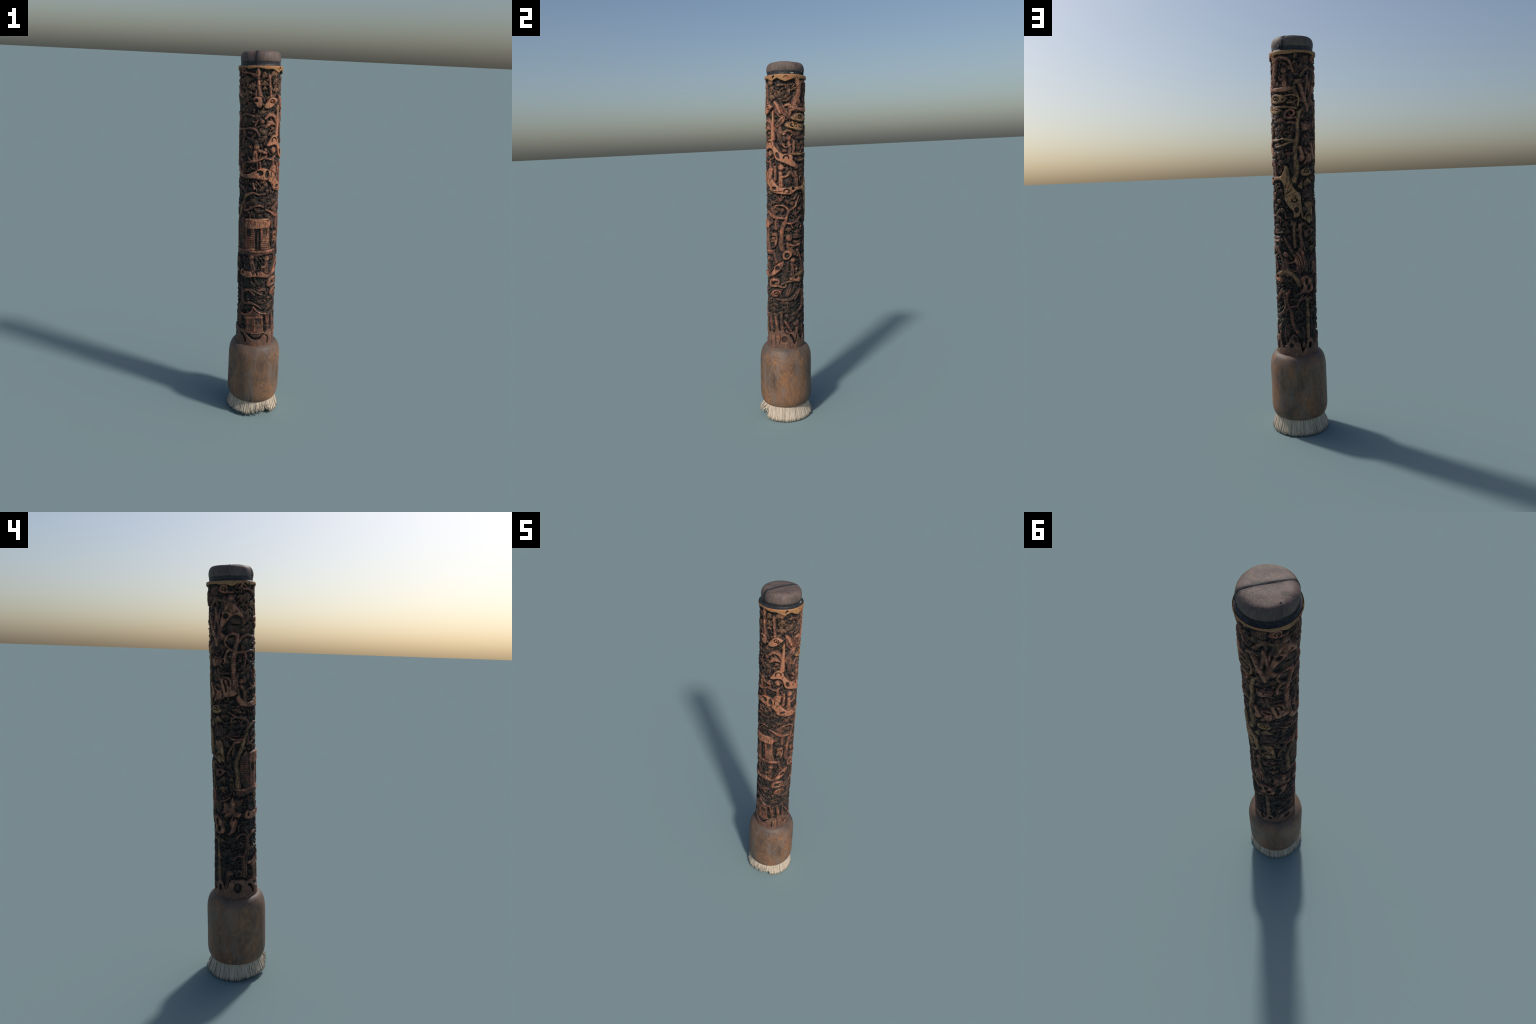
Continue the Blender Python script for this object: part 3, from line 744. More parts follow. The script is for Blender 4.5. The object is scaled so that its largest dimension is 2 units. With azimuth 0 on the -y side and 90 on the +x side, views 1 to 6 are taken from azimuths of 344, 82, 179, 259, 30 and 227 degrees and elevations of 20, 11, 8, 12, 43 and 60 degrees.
# rolled rock column and the tall leafy tree
plate('rock', [(31.8, 1083), (44.0, 1089), (54.9, 1089), (56.1, 1049), (51.8, 1017), (41.4, 999), (31.9, 1004)], 0.9)
groove([(49.6, 1057), (49.0, 1065), (41.8, 1068), (33.5, 1062), (32.7, 1054)], 5.7, 0.5)
groove([(32.2, 1046), (45.9, 1048), (51.9, 1052)], 3.8, 0.3)
hole((38.2, 1023), 10.5, 14.0, 20, 0.45)
groove([(33.4, 1033), (45.9, 1032), (43.6, 1006)], 2.5, 0.2)
bamboo([(16.3, 1123), (17.2, 1059), (23.8, 997)], (13.3, 12.6), [1088, 1037], 0.9)
stroke('branch', [(75.1, 1136), (81.8, 1155), (83.8, 1170), (86.9, 1189), (90.2, 1208), (81.9, 1230), (68.5, 1240), (48.6, 1237)], (15.8, 8.2), 0.9)
stroke('branch', [(91.1, 1209), (108.0, 1228), (117.0, 1256), (116.0, 1261)], 9.5, 0.88)
stroke('branch', [(81.8, 1166), (68.4, 1170), (54.2, 1169), (37.7, 1177), (24.6, 1194)], (12.6, 11.4), 0.9)
stroke('branch', [(52.7, 1169), (48.7, 1141), (50.2, 1109)], (13.9, 15.8), 0.88)
stroke('branch', [(80.1, 1145), (97.1, 1141), (118.2, 1151), (130.2, 1172)], 11.4, 0.88)
stroke('branch', [(97.1, 1137), (104.3, 1115)], 8.2, 0.85)
stroke('branch', [(118.2, 1149), (136.2, 1133), (133.2, 1115)], 7.6, 0.85)
stroke('tree_trunk', [(77.6, 1139), (70.8, 1114), (68.2, 1066), (66.0, 1025), (70.6, 998)], (18.9, 25.2), 0.97, groove=0.15)
lobed_leaf((41.5, 1262), 17.7, -90, 0.8)
lobed_leaf((63.4, 1276), 18.9, -90, 0.8)
lobed_leaf((86.9, 1267), 17.7, -90, 0.8)
lobed_leaf((102.5, 1257), 18.9, -90, 0.8)
lobed_leaf((33.1, 1221), 17.0, -90, 0.8)
lobed_leaf((47.5, 1210), 19.6, -90, 0.8)
lobed_leaf((69.3, 1220), 19.6, -90, 0.8)
lobed_leaf((112.9, 1201), 20.2, -90, 0.8)
lobed_leaf((130.1, 1229), 17.7, -90, 0.8)
lobed_leaf((30.2, 1157), 18.9, -93, 0.8)
lobed_leaf((90.2, 1114), 20.8, -90, 0.8)
lobed_leaf((118.3, 1100), 17.0, -90, 0.8)
lobed_leaf((120.4, 1133), 17.7, -90, 0.8)
lobed_leaf((139.4, 1177), 13.9, -90, 0.8)
lobed_leaf((132.8, 1276), 15.8, -90, 0.8)
lobed_leaf((55.9, 1130), 17.7, -90, 0.8)
lobed_leaf((35.6, 1120), 20.2, -95, 0.75)
figure((92.2, 1062), (19.5, 19.0), [(87.5, 1028), (90.1, 1006), (104.3, 985), (111.0, 973)], 22.7, [[(93.5, 1023), (108.1, 1017), (127.8, 1024)]], 0.92)
plate('table', [(106.2, 1043), (130.4, 1046), (133.3, 1031), (110.0, 1029)], 0.75)
stroke('stick', [(131.0, 1035), (122.9, 988)], 5.7, 0.8)
stroke('post', [(122.9, 992), (121.7, 963)], 15.1, 0.85)
stroke('lip', [(108.1, 1063), (120.5, 1061), (136.3, 1067)], 7.6, 0.8)
plate('rock', [(69.4, 979), (85.0, 997), (101.0, 987), (102.8, 969), (95.2, 951), (86.9, 938), (71.3, 942)], 0.98)
hole((85.3, 964), 14.1, 15.0, 0, 0.6)
bump('rock_core', (87.5, 960), 7.7, 8.5, 0.6)
stroke('ledge', [(-0.2, 978), (43.6, 986)], 8.2, 1.0)
stroke('post', [(39.1, 983), (45.5, 952), (51.8, 925)], 17.7, 0.8)
stroke('hanging_cloth', [(52.7, 995), (55.4, 966), (62.6, 938)], (15.8, 20.8), 0.7, groove=0.25)

# lower boat with two seated people
needle_fan((-52.4, 925), 24.4, -51, 0.6)
figure((-32.9, 950), (15.7, 15.5), [(-32.6, 924), (-28.8, 903), (-27.7, 880)], 30.5, [], 0.88)
figure((16.3, 940), (17.8, 15.5), [(14.4, 917), (13.8, 901), (15.4, 868)], 31.7, [[(14.6, 908), (7.4, 896), (-0.4, 894)]], 0.88, hat=1)
stroke('scarf', [(-47.9, 897), (-43.8, 882), (-39.9, 873)], 18.3, 0.6)
plate('boat', [(-72.4, 864), (-63.5, 885), (-53.8, 867), (-36.2, 868), (-29.3, 873), (-14.1, 864), (2.6, 872), (10.1, 853), (24.1, 846), (38.6, 859), (50.9, 899), (63.5, 909), (69.1, 927), (67.8, 897), (57.6, 869), (40.6, 845), (22.4, 832), (16.2, 831), (-8.8, 838), (-28.8, 840), (-43.0, 827), (-57.8, 832), (-68.4, 848)], 0.98)
plate('boat', [(70.5, 929), (76.8, 929), (74.7, 907), (64.2, 877), (53.1, 859), (36.0, 842), (8.7, 835), (36.1, 868), (45.3, 900), (57.1, 918)], 0.98, same=1)
groove([(-14.6, 852), (-15.2, 860), (-21.6, 865), (-27.9, 859), (-28.3, 850)], 6.7, 0.5)
hole((-60.6, 858), 6.4, 11.0, 20, 0.5)
hole((55.2, 892), 15.0, 10.0, -30, 0.55)
groove([(6.2, 867), (7.5, 844)], 2.4, 0.2)
groove([(15.4, 871), (12.1, 843), (22.1, 840)], 2.4, 0.2)
figure((105.4, 936), (15.8, 14.0), [(102.4, 912), (104.2, 889), (102.0, 855)], 25.2, [[(111.0, 910), (118.3, 892), (115.1, 882)]], 0.9)
stroke('stick', [(138.2, 933), (143.2, 885), (133.6, 852)], (13.9, 15.8), 0.85)
stroke('waterfall', [(89.1, 919), (83.1, 874), (72.8, 822)], (18.9, 34.7), 0.62, lines=4)
plate('animal_head', [(89.0, 827), (98.7, 844), (112.0, 849), (132.1, 843), (132.1, 810), (110.0, 814)], 0.95)
hole((116.2, 837), 12.9, 7.5, -15, 0.6)
stroke('jaw', [(67.9, 800), (89.8, 815), (118.3, 820)], (12.6, 9.5), 0.9)
stroke('cloud', [(24.6, 789), (27.8, 814), (44.9, 824), (57.7, 821), (57.1, 805), (49.0, 802)], (20.8, 13.0), 0.95)
stroke('cloud', [(26.1, 783), (54.8, 790), (70.9, 783), (81.2, 789), (81.2, 799)], (13.0, 11.7), 0.92)
plate('cloud', [(25.8, 740), (35.5, 761), (50.8, 771), (63.9, 765), (68.6, 750), (62.0, 735), (48.6, 724), (34.0, 724)], 0.95)
spiral((50.7, 747), 21.2, 13.0, 1, 0.45)
bump('knob', (27.6, 712), 12.4, 7.0, 0.85)
stroke('leaf_blade', [(96.8, 799), (93.2, 770), (82.8, 728)], (19.5, 35.8), 0.72, lines=4)
stroke('leaf_blade', [(112.0, 783), (104.1, 761), (96.7, 740)], (16.3, 13.0), 0.65, lines=2)
stroke('tree_trunk', [(132.1, 767), (116.1, 739), (99.4, 716), (77.6, 711), (48.6, 713)], (19.5, 11.1), 0.88, bark=1)
stroke('tree_trunk', [(138.5, 760), (144.3, 712), (139.6, 667), (125.4, 644)], (15.0, 13.0), 0.88, bark=1)
plate('animal', [(-14.2, 758), (-2.6, 774), (7.8, 777), (18.6, 764), (13.9, 752), (2.8, 758), (-7.4, 751)], 0.85)
stroke('animal', [(-8.1, 796), (3.8, 805), (9.5, 784)], 19.2, 0.6)
needle_fan((-28.2, 797), 19.2, -76, 0.62)
needle_fan((-16.7, 812), 17.3, -55, 0.62)
needle_fan((-59.5, 792), 21.1, -87, 0.62)
stroke('cave_mouth', [(-50.8, 810), (-42.8, 810), (-42.4, 780)], 19.2, 0.5)

# lower trees, bamboo and the small pavilion
stroke('tree_trunk', [(-70.2, 780), (-61.3, 754), (-60.2, 714), (-57.6, 678), (-64.6, 643), (-69.3, 591), (-68.3, 542)], (12.8, 14.1), 0.85, bark=1)
stroke('branch', [(-58.8, 748), (-34.7, 762), (-17.4, 752), (1.5, 735)], 10.9, 0.8)
stroke('branch', [(-57.5, 675), (-33.5, 681), (-21.4, 680)], 10.9, 0.8)
stroke('branch', [(-23.1, 681), (-9.4, 668), (1.2, 652)], 9.0, 0.78)
bump('bell', (-43.0, 716), 12.3, 20.5, 0.62)
bump('knob', (-41.2, 703), 8.5, 5.0, 0.72)
needle_fan((-27.4, 737), 19.2, -55, 0.62)
needle_fan((-17.4, 749), 19.2, -69, 0.62)
needle_fan((-5.3, 729), 19.2, -79, 0.62)
needle_fan((10.5, 733), 17.3, -87, 0.62)
needle_fan((-6.5, 699), 19.2, -79, 0.62)
needle_fan((5.9, 690), 17.3, -90, 0.62)
needle_fan((-48.5, 659), 19.2, -87, 0.62)
needle_fan((-35.1, 664), 17.3, -87, 0.62)
needle_fan((10.1, 662), 19.2, -87, 0.62)
needle_fan((19.6, 676), 17.9, -74, 0.62)
needle_fan((-16.9, 719), 16.0, -65, 0.62)
bump('knob', (26.4, 711), 13.1, 7.5, 0.8)
plate('pavilion_wall', [(-49.2, 603), (8.3, 611), (11.8, 510), (-42.0, 507)], 0.85, crown=0.15)
plate('door', [(-39.4, 587), (-25.1, 591), (-23.0, 514), (-38.2, 511)], 0.72, cut=1)
groove([(-22.6, 595), (-20.4, 514)], 3.8, 0.3)
plate('window_opening', [(-16.7, 596), (2.3, 595), (3.0, 558), (-16.1, 559)], 0.6, cut=1)
bump('window_ball', (-7.7, 568), 7.0, 7.5, 0.82)
groove([(-16.0, 554), (5.3, 553)], 1.9, 0.16)
groove([(-15.8, 547), (5.4, 546)], 1.9, 0.16)
groove([(-15.7, 540), (5.6, 539)], 1.9, 0.16)
groove([(-15.6, 533), (5.7, 532)], 1.9, 0.16)
groove([(-15.5, 526), (5.9, 524)], 1.9, 0.16)
groove([(-15.4, 519), (6.0, 517)], 1.9, 0.16)
groove([(-47.2, 583), (-40.9, 585)], 1.6, 0.16)
groove([(-19.6, 591), (-16.3, 592)], 1.6, 0.14)
groove([(-47.1, 577), (-40.9, 580)], 1.6, 0.16)
groove([(-19.6, 586), (-16.2, 586)], 1.6, 0.14)
groove([(-47.0, 571), (-40.8, 574)], 1.6, 0.16)
groove([(-19.5, 580), (-16.1, 580)], 1.6, 0.14)
groove([(-46.9, 565), (-40.7, 568)], 1.6, 0.16)
groove([(-19.4, 574), (-16.0, 574)], 1.6, 0.14)
groove([(-46.8, 559), (-40.6, 562)], 1.6, 0.16)
groove([(-19.3, 568), (-15.9, 568)], 1.6, 0.14)
groove([(-46.8, 553), (-40.5, 556)], 1.6, 0.16)
groove([(-19.2, 562), (-15.8, 562)], 1.6, 0.14)
groove([(-46.7, 547), (-40.4, 550)], 1.6, 0.16)
groove([(-19.1, 556), (-15.7, 556)], 1.6, 0.14)
groove([(-46.6, 541), (-40.3, 544)], 1.6, 0.16)
groove([(-19.0, 550), (-15.6, 550)], 1.6, 0.14)
groove([(-46.5, 535), (-40.2, 538)], 1.6, 0.16)
groove([(-18.9, 544), (-15.5, 545)], 1.6, 0.14)
groove([(-46.4, 529), (-40.1, 532)], 1.6, 0.16)
groove([(-18.8, 538), (-15.4, 539)], 1.6, 0.14)
groove([(-46.3, 524), (-40.0, 526)], 1.6, 0.16)
groove([(-18.7, 532), (-15.3, 533)], 1.6, 0.14)
groove([(-46.2, 518), (-39.9, 521)], 1.6, 0.16)
groove([(-18.6, 526), (-15.2, 527)], 1.6, 0.14)
plate('gable', [(-26.0, 649), (-15.6, 636), (7.4, 611), (-51.8, 602), (-34.5, 623)], 0.8)
groove([(-24.2, 640), (-23.7, 612)], 1.9, 0.15)
stroke('beam', [(-50.5, 591), (-21.8, 599), (6.7, 600)], 10.9, 0.95)
stroke('roof_edge', [(-64.0, 615), (-51.9, 610), (-38.1, 621), (-27.6, 638), (-22.8, 663)], (7.7, 9.0), 0.98)
stroke('roof_edge', [(-22.8, 662), (-12.3, 640), (1.7, 625), (17.8, 621)], 9.6, 0.98)
stroke('step', [(-41.0, 507), (-27.2, 505), (-13.4, 505), (13.4, 508)], 7.7, 0.95)
plate('pavilion_base', [(-38.0, 500), (13.5, 503), (2.7, 483), (-14.6, 474), (-26.9, 482)], 0.7)
leaf_spray((42.1, 690), [(22.8, 661), (41.9, 656), (56.6, 672)], 9.1, 0.74)
leaf_spray((70.7, 703), [(60.0, 683), (70.6, 675), (81.0, 685)], 9.1, 0.74)
leaf_spray((86.2, 701), [(75.8, 683), (86.1, 673), (96.7, 682)], 9.1, 0.74)
leaf_spray((34.8, 663), [(9.8, 630), (34.6, 629), (50.7, 646)], 9.1, 0.74)
leaf_spray((79.3, 675), [(67.4, 654), (79.2, 643), (90.8, 654)], 9.1, 0.74)
leaf_spray((61.7, 640), [(50.1, 619), (61.5, 612), (72.2, 623)], 9.1, 0.74)
leaf_spray((86.1, 655), [(75.7, 637), (86.0, 627), (96.6, 635)], 9.1, 0.74)
leaf_spray((41.7, 629), [(23.5, 601), (41.5, 597), (55.4, 612)], 9.1, 0.74)
needle_fan((107.9, 688), 21.5, -90, 0.66)
needle_fan((107.9, 658), 18.2, -93, 0.66)
needle_fan((104.0, 631), 19.5, -63, 0.66)
needle_fan((103.9, 609), 24.7, -90, 0.66)
needle_fan((133.7, 616), 19.5, -90, 0.66)
bump('rock', (85.1, 617), 16.3, 13.5, 0.75)
needle_fan((52.3, 655), 16.3, -90, 0.55)
bamboo([(27.7, 615), (28.8, 576), (30.1, 521)], 14.3, [573], 0.86)
bamboo([(46.4, 603), (49.9, 567), (54.1, 529)], (16.9, 19.5), [579], 0.86)
bamboo([(66.1, 616), (67.2, 581), (69.5, 539)], 18.2, [591], 0.86)
bamboo([(18.8, 621), (23.3, 571), (26.4, 513)], 13.4, [571], 0.8)
bamboo([(43.2, 608), (47.4, 556), (47.1, 521)], 13.4, [564], 0.8)
bump('reclining_figure', (113.9, 568), 15.2, 14.5, 0.85)
stroke('reclining_figure', [(120.0, 543), (114.9, 520), (96.4, 516), (84.1, 526)], 15.6, 0.88, same=1)
stroke('screen', [(79.0, 585), (87.6, 561), (97.3, 531)], (16.3, 13.0), 0.85)
stroke('leaf_blade', [(136.9, 563), (139.7, 511), (135.2, 475)], (19.5, 9.8), 0.7, groove=0.3)
bump('jar', (103.8, 548), 12.2, 14.5, 0.55)

# pilgrim niche and slanting bamboo at the back top
stroke('tree_trunk', [(126.2, 1783), (119.9, 1803), (127.1, 1838), (128.8, 1874), (134.4, 1892), (152.1, 1892), (167.1, 1882), (174.2, 1857), (179.0, 1828)], (23.0, 10.3), 0.9, bark=1)
stroke('tree_trunk', [(95.0, 1924), (112.4, 1903), (119.8, 1870), (124.8, 1848)], (11.5, 17.2), 0.95, bark=1)
figure((153.5, 1835), (14.9, 13.0), [(153.8, 1812), (154.4, 1792), (157.2, 1765)], 26.4, [[(141.0, 1804), (146.2, 1794), (155.2, 1798)]], 0.86, hat=1)
plate('bundle', [(135.0, 1787), (141.6, 1773), (138.6, 1763), (125.9, 1765), (126.0, 1775)], 0.8)
plate('ledge', [(89.5, 1769), (120.5, 1758), (140.5, 1760), (152.5, 1761), (164.7, 1750), (170.5, 1742), (150.6, 1738), (122.9, 1740), (89.5, 1750)], 0.95)
stroke('leaf_blade', [(172.5, 1824), (172.3, 1798), (169.9, 1764)], (17.2, 11.5), 0.62, groove=0.2)
needle_fan((-178.4, 1902), 16.1, -18, 0.66)
needle_fan((-164.1, 1862), 23.0, -42, 0.66)
needle_fan((-159.7, 1826), 20.1, -35, 0.66)
needle_fan((-173.1, 1823), 14.4, -83, 0.66)
plate('ribbed_block', [(-165.4, 1896), (-139.3, 1897), (-142.3, 1869), (-153.0, 1863), (-162.5, 1872)], 0.6)
groove([(-161.6, 1895), (-162.8, 1867)], 2.0, 0.15)
groove([(-158.2, 1895), (-159.4, 1867)], 2.0, 0.15)
groove([(-154.7, 1896), (-155.9, 1868)], 2.0, 0.15)
groove([(-151.0, 1896), (-152.3, 1868)], 2.0, 0.15)
groove([(-147.2, 1897), (-148.6, 1868)], 2.0, 0.15)
groove([(-143.2, 1897), (-144.6, 1869)], 2.0, 0.15)
leaf_spray((-140.5, 1851), [(-149.8, 1830), (-134.4, 1818), (-119.4, 1841)], 9.8, 0.74)
leaf_spray((-166.7, 1794), [(-182.1, 1769), (-169.1, 1769), (-160.8, 1767), (-148.3, 1784)], 11.5, 0.74)
bamboo([(-161.6, 1767), (-155.4, 1733), (-146.2, 1689), (-140.7, 1655)], (20.1, 17.2), [1741, 1690], 0.9)
stroke('stalk', [(-140.7, 1812), (-142.5, 1768), (-146.9, 1726)], 14.4, 0.75)
stroke('stalk', [(-111.9, 1769), (-127.7, 1730), (-136.4, 1676)], (17.2, 25.8), 0.8)
stroke('stalk', [(-115.6, 1848), (-114.0, 1790)], 14.4, 0.75)
leaf_spray((173.5, 1758), [(193.6, 1721)], 16.1, 0.74)
leaf_spray((-165.0, 1710), [(-153.2, 1692)], 14.4, 0.74)
plate('cloud', [(89.6, 1700), (108.3, 1723), (125.3, 1732), (138.6, 1729), (140.9, 1716), (147.9, 1717), (157.1, 1711), (158.9, 1697), (150.1, 1687), (108.1, 1690)], 0.95, mat='ochre')
spiral((127.3, 1708), 22.4, 12.5, 1, 0.5)
spiral((151.9, 1705), 8.0, 6.5, -1, 0.4)
stroke('cloud', [(155.3, 1720), (171.8, 1725), (186.2, 1721), (193.8, 1709), (190.6, 1675)], (6.9, 10.3), 0.9, mat='ochre')
stroke('cloud', [(162.6, 1689), (177.3, 1691), (187.5, 1701)], 7.5, 0.8, mat='ochre')
stroke('cloud', [(102.1, 1680), (109.1, 1654), (126.1, 1642), (139.1, 1651), (133.3, 1665), (120.0, 1666)], (11.3, 10.2), 0.95, mat='ochre')
stroke('cloud', [(120.1, 1670), (143.0, 1670), (162.5, 1669), (188.0, 1663)], (9.6, 8.5), 0.92, mat='ochre')
stroke('cloud', [(155.9, 1627), (159.2, 1644), (169.8, 1657), (179.9, 1649), (179.0, 1633), (171.0, 1631), (167.0, 1639)], (13.0, 8.5), 0.92)
stroke('cloud', [(155.9, 1622), (169.4, 1619), (184.7, 1621)], (14.2, 10.2), 0.9)
needle_fan((-160.7, 1661), 23.8, -42, 0.66)
needle_fan((-158.5, 1631), 18.7, -32, 0.66)

# pine with scaly bark, waterfall rock below
stroke('branch', [(-174.7, 1594), (-189.3, 1599), (-201.3, 1596), (-210.8, 1610), (-217.7, 1616)], (13.0, 9.6), 0.85)
stroke('branch', [(-177.6, 1509), (-190.0, 1516), (-205.3, 1519), (-233.9, 1514), (-266.9, 1515)], (14.2, 11.3), 0.87, mat='ochre')
stroke('branch', [(175.8, 1507), (163.9, 1502), (152.8, 1495), (140.6, 1486), (122.9, 1481)], (11.3, 10.2), 0.85, mat='ochre')
stroke('tree_trunk', [(-164.6, 1648), (-168.6, 1619), (-171.1, 1590), (-170.3, 1558), (-172.7, 1517), (-177.1, 1485), (-177.6, 1437), (-174.7, 1396), (-176.1, 1355), (-182.3, 1323)], (14.2, 25.5), 0.95, bark=1, mat='ochre')
hole((142.7, 1507), 20.9, 9.0, -20, 0.6)
hole((167.4, 1479), 12.9, 21.5, 0, 0.5)
bump('pine_cone', (125.9, 1628), 21.4, 13.5, 0.72)
bump('pine_cone', (142.3, 1611), 13.7, 10.5, 0.72)
bump('pine_cone', (125.4, 1601), 21.8, 10.5, 0.72)
bump('pine_cone', (148.9, 1581), 12.7, 16.0, 0.72)
bump('pine_cone', (132.7, 1495), 16.4, 9.5, 0.72)
needle_fan((127.2, 1569), 22.7, -94, 0.66, mat='ochre')
needle_fan((153.5, 1556), 17.0, -47, 0.66, mat='ochre')
needle_fan((170.5, 1569), 22.7, -17, 0.66, mat='ochre')
needle_fan((138.3, 1465), 19.8, -63, 0.66, mat='ochre')
needle_fan((160.0, 1429), 21.0, -17, 0.66, mat='ochre')
needle_fan((144.2, 1421), 21.5, -79, 0.66, mat='ochre')
needle_fan((148.9, 1446), 15.3, -58, 0.66, mat='ochre')
needle_fan((167.2, 1540), 17.0, -61, 0.66, mat='ochre')
bump('pine_cone', (162.6, 1451), 12.7, 9.0, 0.72)
plate('bowl', [(-162.0, 1588), (-149.6, 1595), (-131.2, 1601), (-128.3, 1584), (-145.3, 1556), (-159.0, 1559)], 0.85)
needle_fan((-126.4, 1563), 17.0, -135, 0.66)
needle_fan((-156.9, 1520), 17.0, -35, 0.66)
stroke('horn', [(-149.1, 1533), (-142.7, 1519), (-145.8, 1500)], (11.3, 17.0), 0.75)
bump('knob', (-132.4, 1528), 10.9, 6.5, 0.75)
stroke('rock', [(-172.0, 1481), (-165.2, 1476), (-162.0, 1452)], (13.0, 14.2), 0.9)
plate('rock', [(-168.9, 1435), (-162.2, 1456), (-151.2, 1438), (-152.4, 1422), (-162.3, 1411), (-168.8, 1419)], 0.95, same=1)
plate('rock', [(-153.2, 1468), (-138.6, 1482), (-134.5, 1454), (-134.7, 1428), (-146.6, 1402), (-158.8, 1396), (-147.7, 1423), (-143.0, 1447), (-152.4, 1453)], 0.95)
hole((-143.2, 1465), 9.6, 6.5, 0, 0.6)
stroke('rock', [(-129.7, 1500), (-124.5, 1465), (-120.1, 1437), (-129.2, 1419)], (11.3, 17.0), 0.92, groove=0.3)
stroke('stem', [(-115.3, 1508), (-111.8, 1445)], 8.5, 0.8)
plate('cloud', [(-163.1, 1376), (-148.6, 1383), (-136.5, 1383), (-134.7, 1365), (-127.4, 1366), (-135.3, 1346), (-157.1, 1342), (-164.0, 1350)], 0.97, mat='ochre')
spiral((-147.8, 1367), 19.1, 11.5, 1, 0.5)
plate('waterfall', [(153.2, 1393), (159.6, 1395), (162.8, 1375), (167.0, 1342), (171.2, 1314), (176.6, 1289), (183.8, 1272), (191.3, 1266), (195.5, 1250), (196.4, 1228), (195.5, 1189), (194.5, 1149), (171.9, 1136), (176.8, 1173), (163.4, 1193), (152.9, 1218), (150.0, 1252), (151.8, 1285), (145.4, 1317), (134.0, 1330), (89.7, 1327), (89.7, 1340), (134.2, 1338), (145.9, 1351)], 1.0, mat='ochre')
groove([(159.4, 1377), (160.6, 1344), (156.1, 1300), (153.5, 1289)], 3.4, 0.25)
groove([(162.3, 1355), (166.5, 1328), (167.9, 1311), (161.5, 1286)], 2.8, 0.25)
groove([(156.4, 1260), (167.4, 1271), (170.5, 1282)], 4.0, 0.3)
groove([(164.1, 1249), (173.3, 1257), (180.8, 1268)], 2.8, 0.25)
groove([(-179.4, 1251), (-178.1, 1232), (-166.0, 1221)], 2.6, 0.25)
groove([(173.0, 1236), (180.5, 1235), (182.1, 1251)], 2.3, 0.25)
groove([(165.3, 1221), (175.7, 1206), (189.2, 1209)], 2.3, 0.2)
groove([(-175.4, 1231), (-175.9, 1223), (-182.0, 1218), (-187.9, 1223), (-188.2, 1231)], 7.4, 0.5)
hole((-176.4, 1181), 12.5, 14.0, 0, 0.55)
hole((103.9, 1331), 8.8, 8.0, 20, 0.6)
stroke('leaf_blade', [(168.7, 1391), (173.8, 1377), (171.3, 1352)], (11.3, 17.0), 0.6, groove=0.2)
leaf_spray((-144.5, 1328), [(-155.5, 1299), (-142.8, 1300), (-128.0, 1303)], 12.5, 0.85, mat='ochre')
plate('rock', [(-161.8, 1324), (-159.7, 1298), (-165.4, 1282), (-173.7, 1294)], 0.9, mat='ochre')
plate('ribbed_bulb', [(-160.7, 1278), (-148.6, 1288), (-134.5, 1278), (-132.9, 1258), (-145.5, 1234), (-157.8, 1236)], 0.72)
groove([(-154.8, 1283), (-156.9, 1244)], 2.0, 0.18)
groove([(-150.7, 1283), (-153.2, 1244)], 2.0, 0.18)
groove([(-146.3, 1282), (-149.3, 1243)], 2.0, 0.18)
groove([(-141.6, 1282), (-145.2, 1243)], 2.0, 0.18)
groove([(-136.5, 1281), (-140.8, 1242)], 2.0, 0.18)
lobed_leaf((141.1, 1278), 15.9, -90, 0.8)
lobed_leaf((133.2, 1228), 15.9, -94, 0.8)
lobed_leaf((118.7, 1204), 13.1, -94, 0.8)
lobed_leaf((142.4, 1184), 17.1, -90, 0.8)
lobed_leaf((122.8, 1139), 15.3, -93, 0.8)
lobed_leaf((124.6, 1105), 15.3, -93, 0.8)
stroke('branch', [(100.2, 1138), (113.8, 1155), (131.1, 1177)], 8.0, 0.82)
stroke('branch', [(120.2, 1150), (132.6, 1143), (139.6, 1131)], 7.4, 0.8)
stroke('branch', [(112.8, 1232), (120.5, 1267), (126.4, 1290)], 8.5, 0.85)
plate('window_frame', [(149.7, 1160), (171.5, 1165), (170.1, 1137), (148.8, 1136)], 0.78)
hole((161.0, 1153), 12.9, 8.5, 0, 0.5)
plate('rock', [(-155.5, 1216), (-145.6, 1221), (-139.4, 1205), (-130.4, 1178), (-131.1, 1127), (-136.7, 1107), (-148.6, 1124), (-160.8, 1137), (-148.2, 1158), (-142.5, 1186), (-153.1, 1199)], 0.95, mat='ochre')
hole((-140.4, 1150), 11.0, 12.5, 0, 0.6)
bump('pebble', (-156.4, 1181), 10.8, 14.5, 0.75)
bamboo([(175.7, 1107), (175.5, 1063), (177.4, 995)], 14.8, [1066, 1018], 0.88, mat='ochre')
bamboo([(-168.8, 1106), (-167.1, 1047), (-165.1, 991)], 15.9, [1076, 1028], 0.88)
bamboo([(149.8, 1032), (157.7, 1005), (169.1, 972)], 15.3, [1012, 988], 0.86)
leaf_spray((173.2, 1121), [(163.8, 1100), (175.1, 1087), (182.1, 1108)], 10.2, 0.76)
leaf_spray((152.8, 1118), [(139.0, 1097), (152.4, 1092), (160.7, 1106)], 10.2, 0.76)
leaf_spray((-159.1, 1117), [(-167.3, 1101), (-159.3, 1096), (-147.9, 1100)], 10.2, 0.76)
leaf_spray((158.8, 1080), [(148.5, 1059), (158.5, 1057), (167.2, 1067)], 10.2, 0.76)
leaf_spray((164.7, 1051), [(155.0, 1039), (164.3, 1024)], 10.2, 0.76)
leaf_spray((131.4, 1032), [(97.2, 1006), (129.8, 996), (144.3, 1023)], 10.2, 0.76)
plate('rock', [(-156.5, 1079), (-137.0, 1085), (-125.7, 1075), (-136.2, 1059), (-148.7, 1038), (-156.2, 1044)], 0.85)
hole((-139.4, 1067), 11.4, 8.5, 20, 0.6)
bump('knob', (-146.3, 1003), 18.2, 23.0, 0.5)
